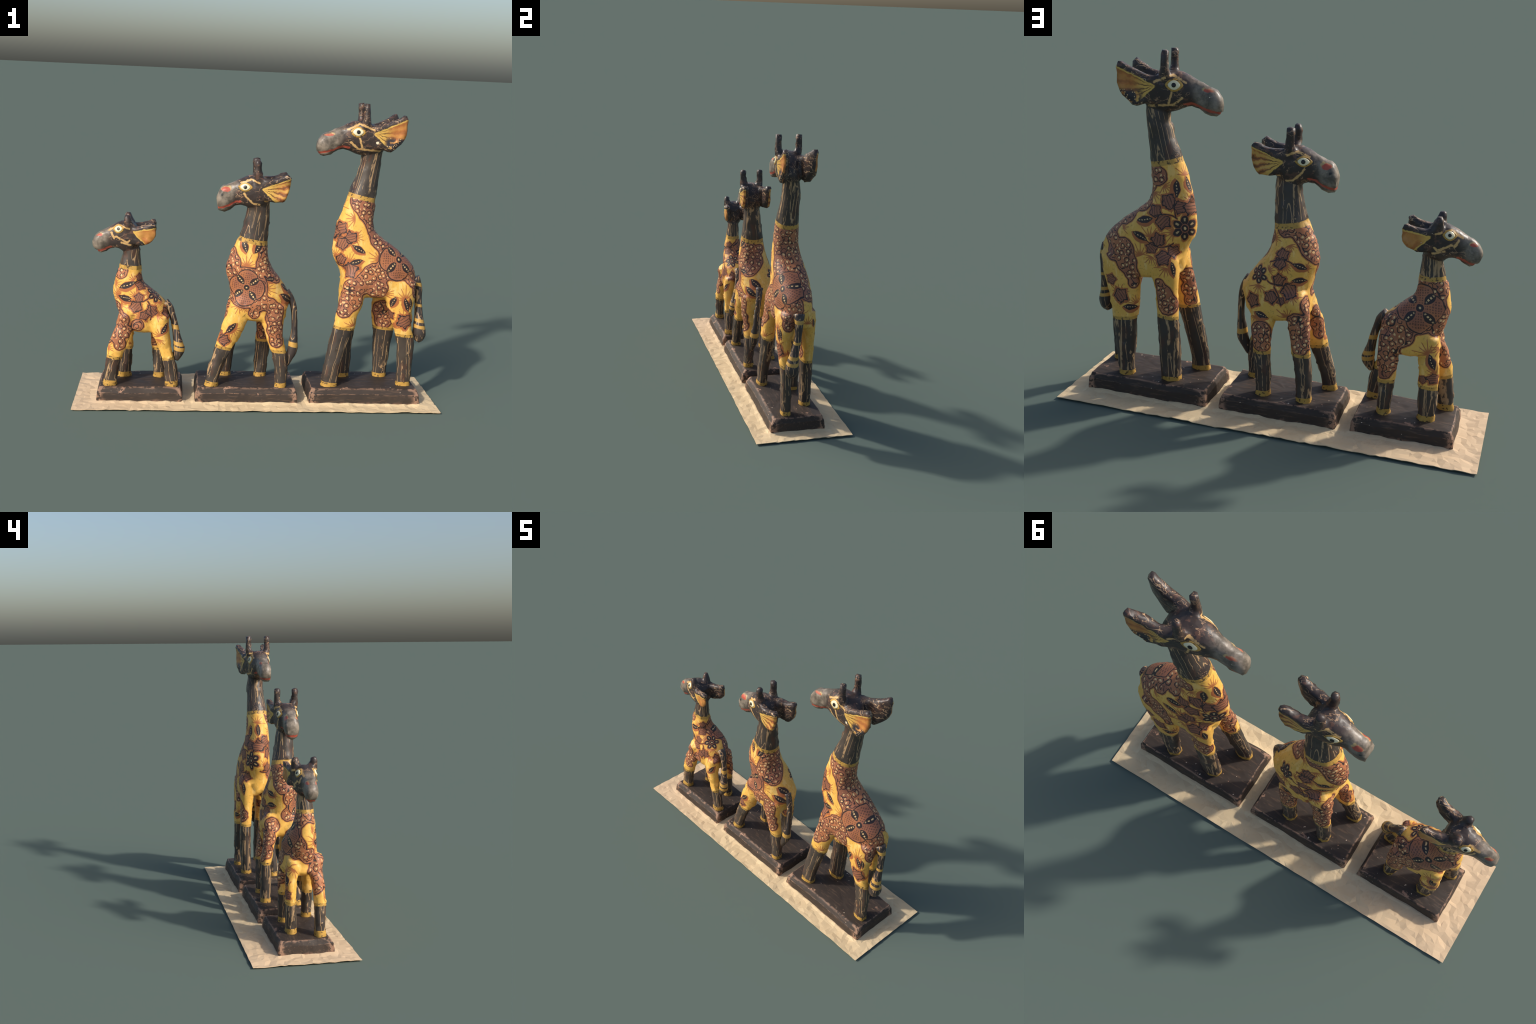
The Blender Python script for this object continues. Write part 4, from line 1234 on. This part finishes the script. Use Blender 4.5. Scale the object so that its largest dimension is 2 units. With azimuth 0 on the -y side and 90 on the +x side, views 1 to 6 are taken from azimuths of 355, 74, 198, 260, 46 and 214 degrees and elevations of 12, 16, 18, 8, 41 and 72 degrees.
HEADS = {  # local head coordinates (along, up): muzzle end, mouth line, nostril, ear colouring
    "tall": dict(spot=(.063, 1.452), muzzle=-.118, nostril=(-.190, .040, 1.483, .026, .0085), nostril_dot=None,
                 ear_apex=(.045, 1.495), cheek=[((-.075, 1.448), (-.035, 1.415)), ((-.035, 1.415), (.09, 1.405)), ((-.030, 1.47), (-.012, 1.42)), ((-.09, 1.515), (-.03, 1.545)), ((-.03, 1.545), (.045, 1.515))]),
    "middle": dict(muzzle=-.112, nostril=(-.162, .040, 1.180, .023, .013), nostril_dot=(-.182, 1.152),
                   ear_apex=(.028, 1.190), cheek=[((-.068, 1.165), (-.06, 1.155)), ((-.06, 1.150), (-.015, 1.110)), ((-.015, 1.110), (.015, 1.106)), ((-.085, 1.218), (-.03, 1.238)), ((-.03, 1.238), (.012, 1.222)), ((.045, 1.127), (.06, 1.126))]),
    "small": dict(muzzle=-.094, nostril=(-.152, .034, .909, .019, .0075), nostril_dot=None,
                  ear_apex=(.032, .935), cheek=[((-.085, .925), (-.070, .895)), ((-.070, .900), (-.055, .905)), ((-.055, .905), (.0, .876)), ((.0, .876), (.012, .888)), ((-.03, .875), (.02, .862)), ((-.10, .935), (-.05, .965)), ((-.05, .965), (.01, .952))]),
}

def make_head_material(key, g, O, bvh):
    """dark head, grey muzzle, red mouth and nostrils, gold-orange ear cups, gold paint strokes round eye and cheek"""
    H = HEADS[key]
    N = Nodes("painted_head_" + key)
    P0 = N.coords()
    wob = N.vmath("SCALE", N.vmath("SUBTRACT", N.noise(P0, 60, 2, .6, True), (.5, .5, .5)), scale=.012)
    P = N.vmath("ADD", P0, wob)
    hx, hy = g["head_at"]
    L = N.place(P, (hx - O.x, hy - O.y, 0), (0, 0, math.radians(g["yaw"])), (1, 1, 1))
    X, Y, Z = N.split(L)
    AY = N.math("ABSOLUTE", Y)
    tone = N.mix(N.noise(P0, 14, 3, .6), (.026, .023, .024), (.068, .045, .036))
    worn_ = N.above(N.noise(P0, 32, 4, .65), .585, .05)
    col = N.mix(N.mul(worn_, .6), tone, (.15, .075, .050))
    scuff = N.mul(N.band(N.noise(N.stretch(P0, (.5, 1, 1)), 26, 3, .6), .5, .010, .008), N.above(N.noise(P0, 18, 2), .50, .06))
    col = N.mix(N.mul(scuff, .8), col, (.42, .26, .15))
    # muzzle
    grey = N.mix(N.above(N.noise(P0, 28, 4, .65), .5, .3), (.100, .083, .064), (.270, .222, .172))
    slope = N.math("MULTIPLY_ADD", N.math("SUBTRACT", Z, g["eye"][0][2]), -.25, X)
    col = N.mix(N.below(slope, H["muzzle"], .045), col, grey)
    scr = N.vmath("MULTIPLY", L, (1, 0, 1))

    def stroke(a, b, w):
        """painted line between two (along, up) points, both sides of the head"""
        ax, az = a
        dx, dz = b[0] - ax, b[1] - az
        ln = math.hypot(dx, dz)
        ang = math.atan2(dz, dx)
        q = N.place(scr, (ax, 0, az), (0, -ang, 0), (1, 1, 1))
        qx, qy, qz = N.split(q)
        qx = N.math("SUBTRACT", qx, N.math("MINIMUM", N.math("MAXIMUM", qx, 0), ln))
        dd = N.math("SQRT", N.math("ADD", N.mul(qx, qx), N.mul(qz, qz)))
        return N.below(dd, w, w * .7)
    lips = None
    for a, b in zip(g["mouth"][:-1], g["mouth"][1:]):
        lips = N.hi(lips, stroke(a, b, .0054))
    nx, ny, nz, rx, rz = H["nostril"]
    e = N.vmath("LENGTH", N.vmath("MULTIPLY", N.vmath("SUBTRACT", L, (nx, 0, nz)), (1 / rx, 0, 1 / rz)))
    e = N.mul(N.below(e, 1, .2), N.above(AY, ny * .55, .008))
    e2 = N.vmath("LENGTH", N.vmath("MULTIPLY", N.vmath("SUBTRACT", L, (nx, 0, nz + rz * .5)), (.8 / rx, 0, .8 / rz)))
    lid = N.mul(N.below(e2, 1, .2), N.above(AY, ny * .55, .008))
    gate = N.above(N.noise(P0, 45, 3, .6), .38, .08)
    goldp = None
    for a, b in H["cheek"]:
        goldp = N.hi(goldp, stroke(a, b, .0048))
    goldp = N.mul(N.mul(goldp, gate), N.above(AY, .024, .01))
    strokec = N.mix(N.noise(P0, 50, 2), (.50, .28, .10), (.72, .47, .20))
    col = N.mix(goldp, col, strokec)
    col = N.mix(N.mul(lid, .7), col, (.60, .42, .17))
    red = N.mix(N.noise(P0, 60, 2), (.36, .060, .038), (.55, .125, .075))
    col = N.mix(N.math("MAXIMUM", N.mul(lips, N.above(N.noise(P0, 30, 2), .30, .06)), e), col, red)
    if H["nostril_dot"]:
        dx, dz = H["nostril_dot"]
        dd = N.vmath("LENGTH", N.vmath("SUBTRACT", scr, (dx, 0, dz)))
        col = N.mix(N.below(dd, .0065, .003), col, (.03, .03, .03))
    if H.get("spot"):
        dx, dz = H["spot"]
        dd = N.vmath("LENGTH", N.vmath("SUBTRACT", scr, (dx, 0, dz)))
        col = N.mix(N.mul(N.below(dd, .007, .003), N.below(Y, -.02, .01)), col, (.82, .72, .52))
    # ear cups: outward faces behind the apex
    ax, az = H["ear_apex"]
    ex = N.math("SUBTRACT", X, ax)
    ez = N.math("SUBTRACT", Z, az)
    top = g["ear"][4][0][1] - az
    bot = az - g["ear"][4][1][1]
    reach = g["ear"][4][0][0] - ax
    up_lim = N.math("MULTIPLY_ADD", ex, (top - .030) / reach, .006)
    lo_lim = N.math("MULTIPLY_ADD", ex, -bot * 1.8 / reach, -.004)
    cup = N.math("MINIMUM", N.math("SUBTRACT", up_lim, ez), N.math("SUBTRACT", ez, lo_lim))
    geo = N.new("ShaderNodeNewGeometry")
    tr = N.new("ShaderNodeVectorTransform", vector_type='NORMAL', convert_from='WORLD', convert_to='OBJECT')
    N.put(tr.inputs[0], geo.outputs["Normal"])
    nxn, nyn, nzn = N.split(tr.outputs[0])
    outward = N.above(N.mul(N.math("SIGN", Y), nyn), .18, .25)
    cupm = N.mul(N.mul(N.above(cup, 0, .004), outward), N.above(ex, .0, .006))
    cupm = N.mul(cupm, N.above(AY, .045, .008))
    ang = N.math("ARCTAN2", ez, N.math("MAXIMUM", ex, .001))
    rays = N.math("SINE", N.math("MULTIPLY_ADD", ang, 21 if key != "small" else 5, N.math("MULTIPLY", N.noise(P0, 40, 2), 5)))
    orange = N.mix(N.noise(P0, 34, 3, .6), (.30, .095, .030), (.62, .245, .065))
    far = N.above(ex, reach * (.55 if key != "small" else .35), reach * .5)
    inner = N.mix(far, (.66, .38, .085), orange)
    inner = N.mix(N.mul(N.mul(N.above(rays, .30, .5), N.math("MULTIPLY_ADD", far, -.75 if key == "tall" else -.2, 1.0)), .75 if key != "small" else .25), inner, (.72, .45, .11))
    inner = N.mix(N.mul(N.mul(N.above(N.mul(rays, -1), .62, .3), N.math("MULTIPLY_ADD", far, -.8 if key == "tall" else -.3, 1.0)), .85 if key != "small" else .15), inner, (.05, .028, .024))
    rimm = N.below(cup, .007, .004)
    inner = N.mix(rimm, inner, (.68, .43, .10))
    if key == "tall":
        db = N.voronoi(P0, 95, .5).outputs["Distance"]
        corner = N.mul(N.below(ez, -.018, .02), N.above(ex, reach * .45, reach * .2))
        inner = N.mix(N.mul(corner, N.above(N.noise(P0, 30, 1), .42, .1)), inner, (.035, .03, .035))
        inner = N.mix(N.mul(corner, N.below(db, .26, .08)), inner, CREAM)
    col = N.mix(cupm, col, inner)
    # a few pale nicks, and pale streaks on the backs of the ears
    streak = N.mul(N.band(N.noise(N.stretch(P0, (.4, 1, 1)), 30, 2), .5, .014, .010), N.mul(N.above(X, .07, .03), N.above(N.noise(P0, 22, 2), .50, .08)))
    col = N.mix(N.minus(streak, cupm), col, (.46, .30, .17))
    col = N.mix(N.above(N.noise(P0, 60, 2, .5), .76, .012), col, (.72, .60, .45))
    return N.finish(col, N.math("MULTIPLY_ADD", N.noise(P0, 40, 2), .25, .28), N.chisel(P0, 38), .42, .004)
# ------------------------------------------------------------------ assembly
def build():
    mats = make_materials()
    sheet = add_object("paper_sheet", sheet_mesh(), None, None, mats["paper"])
    sheet["label"] = "long rectangular sheet of crumpled cream paper"
    sheet["category"] = "paper sheet"
    for si, (key, g) in enumerate(G.items()):
        O = Vector(g["origin"])
        body = build_body(g)
        regions = split_body(key, g, body)
        bvh = BVHTree.FromPolygons([tuple(v.co) for v in body.vertices], [tuple(p.vertices) for p in body.polygons])
        coat = make_coat(key, g, O, bvh)
        headmat = make_head_material(key, g, O, bvh)
        root = bpy.data.objects.new("giraffe_figurine", None)
        bpy.context.scene.collection.objects.link(root)
        root.location = O
        root.empty_display_size = .1
        root["label"] = g["label"]
        root["category"] = "wooden giraffe"
        add_object("plinth", plinth_mesh(g, O, si), root, O, mats["plinth"])
        top = {}
        table = dict(torso=coat, leg=coat, head=headmat, horn=headmat, ear=headmat,
                     collar=mats["gold"], knee_band=mats["gold"], ankle_band=mats["gold"])
        order = ["torso", "neck", "head", "leg", "collar", "horn", "ear", "knee_band", "stocking", "ankle_band"]
        for kind in order:
            for (r, tag), data in regions.items():
                if r != kind:
                    continue
                if r in ("knee_band", "stocking", "ankle_band"):
                    par = top[("leg", tag)]
                elif r in ("horn", "ear"):
                    par = top[("head", "")]
                elif r == "collar":
                    par = top[("neck", "")]
                else:
                    par = root
                mat = table.get(r)
                if r == "stocking":
                    rows = g["legs"][tag]
                    lo, hi = rows[-2], rows[-6]
                    dz = hi[0] - lo[0]
                    mat = stripe_material((((hi[1] + hi[2]) - (lo[1] + lo[2])) / 2 / dz, (hi[3] - lo[3]) / dz))
                elif r == "neck":
                    lo, hi = g["torso"][7], g["torso"][3]
                    dz = hi[0] - lo[0]
                    mat = stripe_material((((hi[1] + hi[2]) - (lo[1] + lo[2])) / 2 / dz, (hi[3] - lo[3]) / dz))
                elif r == "ankle_band":
                    V, F, Nn = data
                    z1 = max(v.z for v in V)
                    for v, nn in zip(V, Nn):
                        k = min(max((z1 - v.z) / .026, 0), 1)
                        out = Vector((nn.x, nn.y, 0))
                        v += out * k * k * (.0035 + .004 * mnoise.noise(v * 45))
                top[(r, tag)] = add_object(r, region_mesh(r, data, O), par, O, mat)
        # tail
        tm = mesh_from("tail", [tube([(x - O.x, y - O.y, z - O.z, r) for x, y, z, r in g["tail"]], n=14, sub=3)])
        for v in tm.vertices:
            v.co += Vector((mnoise.noise(v.co * 40), mnoise.noise(v.co * 40 + Vector((9, 0, 0))), 0)) * .002
        smooth_all(tm)
        add_object("tail", tm, root, O, make_tail_material(key, g, O))
        # eyes
        fr = head_frame(g)
        (ex, ey, ez), er, asp = g["eye"]
        for side in (-1, 1):
            yl = fr(0, side, 0) - fr(0, 0, 0)
            start = fr(ex, side * .3, ez)
            loc, nor, _, _ = bvh.ray_cast(start, -yl)
            if loc is None:
                loc, nor = fr(ex, side * ey, ez), yl
            nor = (nor + yl * 1.0).normalized()
            made = []
            for nm, kx, kz, lift, bulge, alm, mt in (("eyelid", 1.48, asp * 1.38, .0012, .0010, .42, "gold"), ("eye", 1.0, asp, .0030, .0022, .30, "eye_white"), ("pupil", .37, .37, .0062, .0008, 0, "pupil")):
                V, F = eye_mesh(bvh, loc, nor, er * kx, er * kz, lift, bulge, alm)
                me = mesh_from(nm, [([tuple(v - O) for v in V], F)])
                made.append(add_object(nm, me, top[("head", "")], O, mats[mt]))
            eo, po, ro = made
            for o in (eo, po, ro):
                smooth_all(o.data)

build()
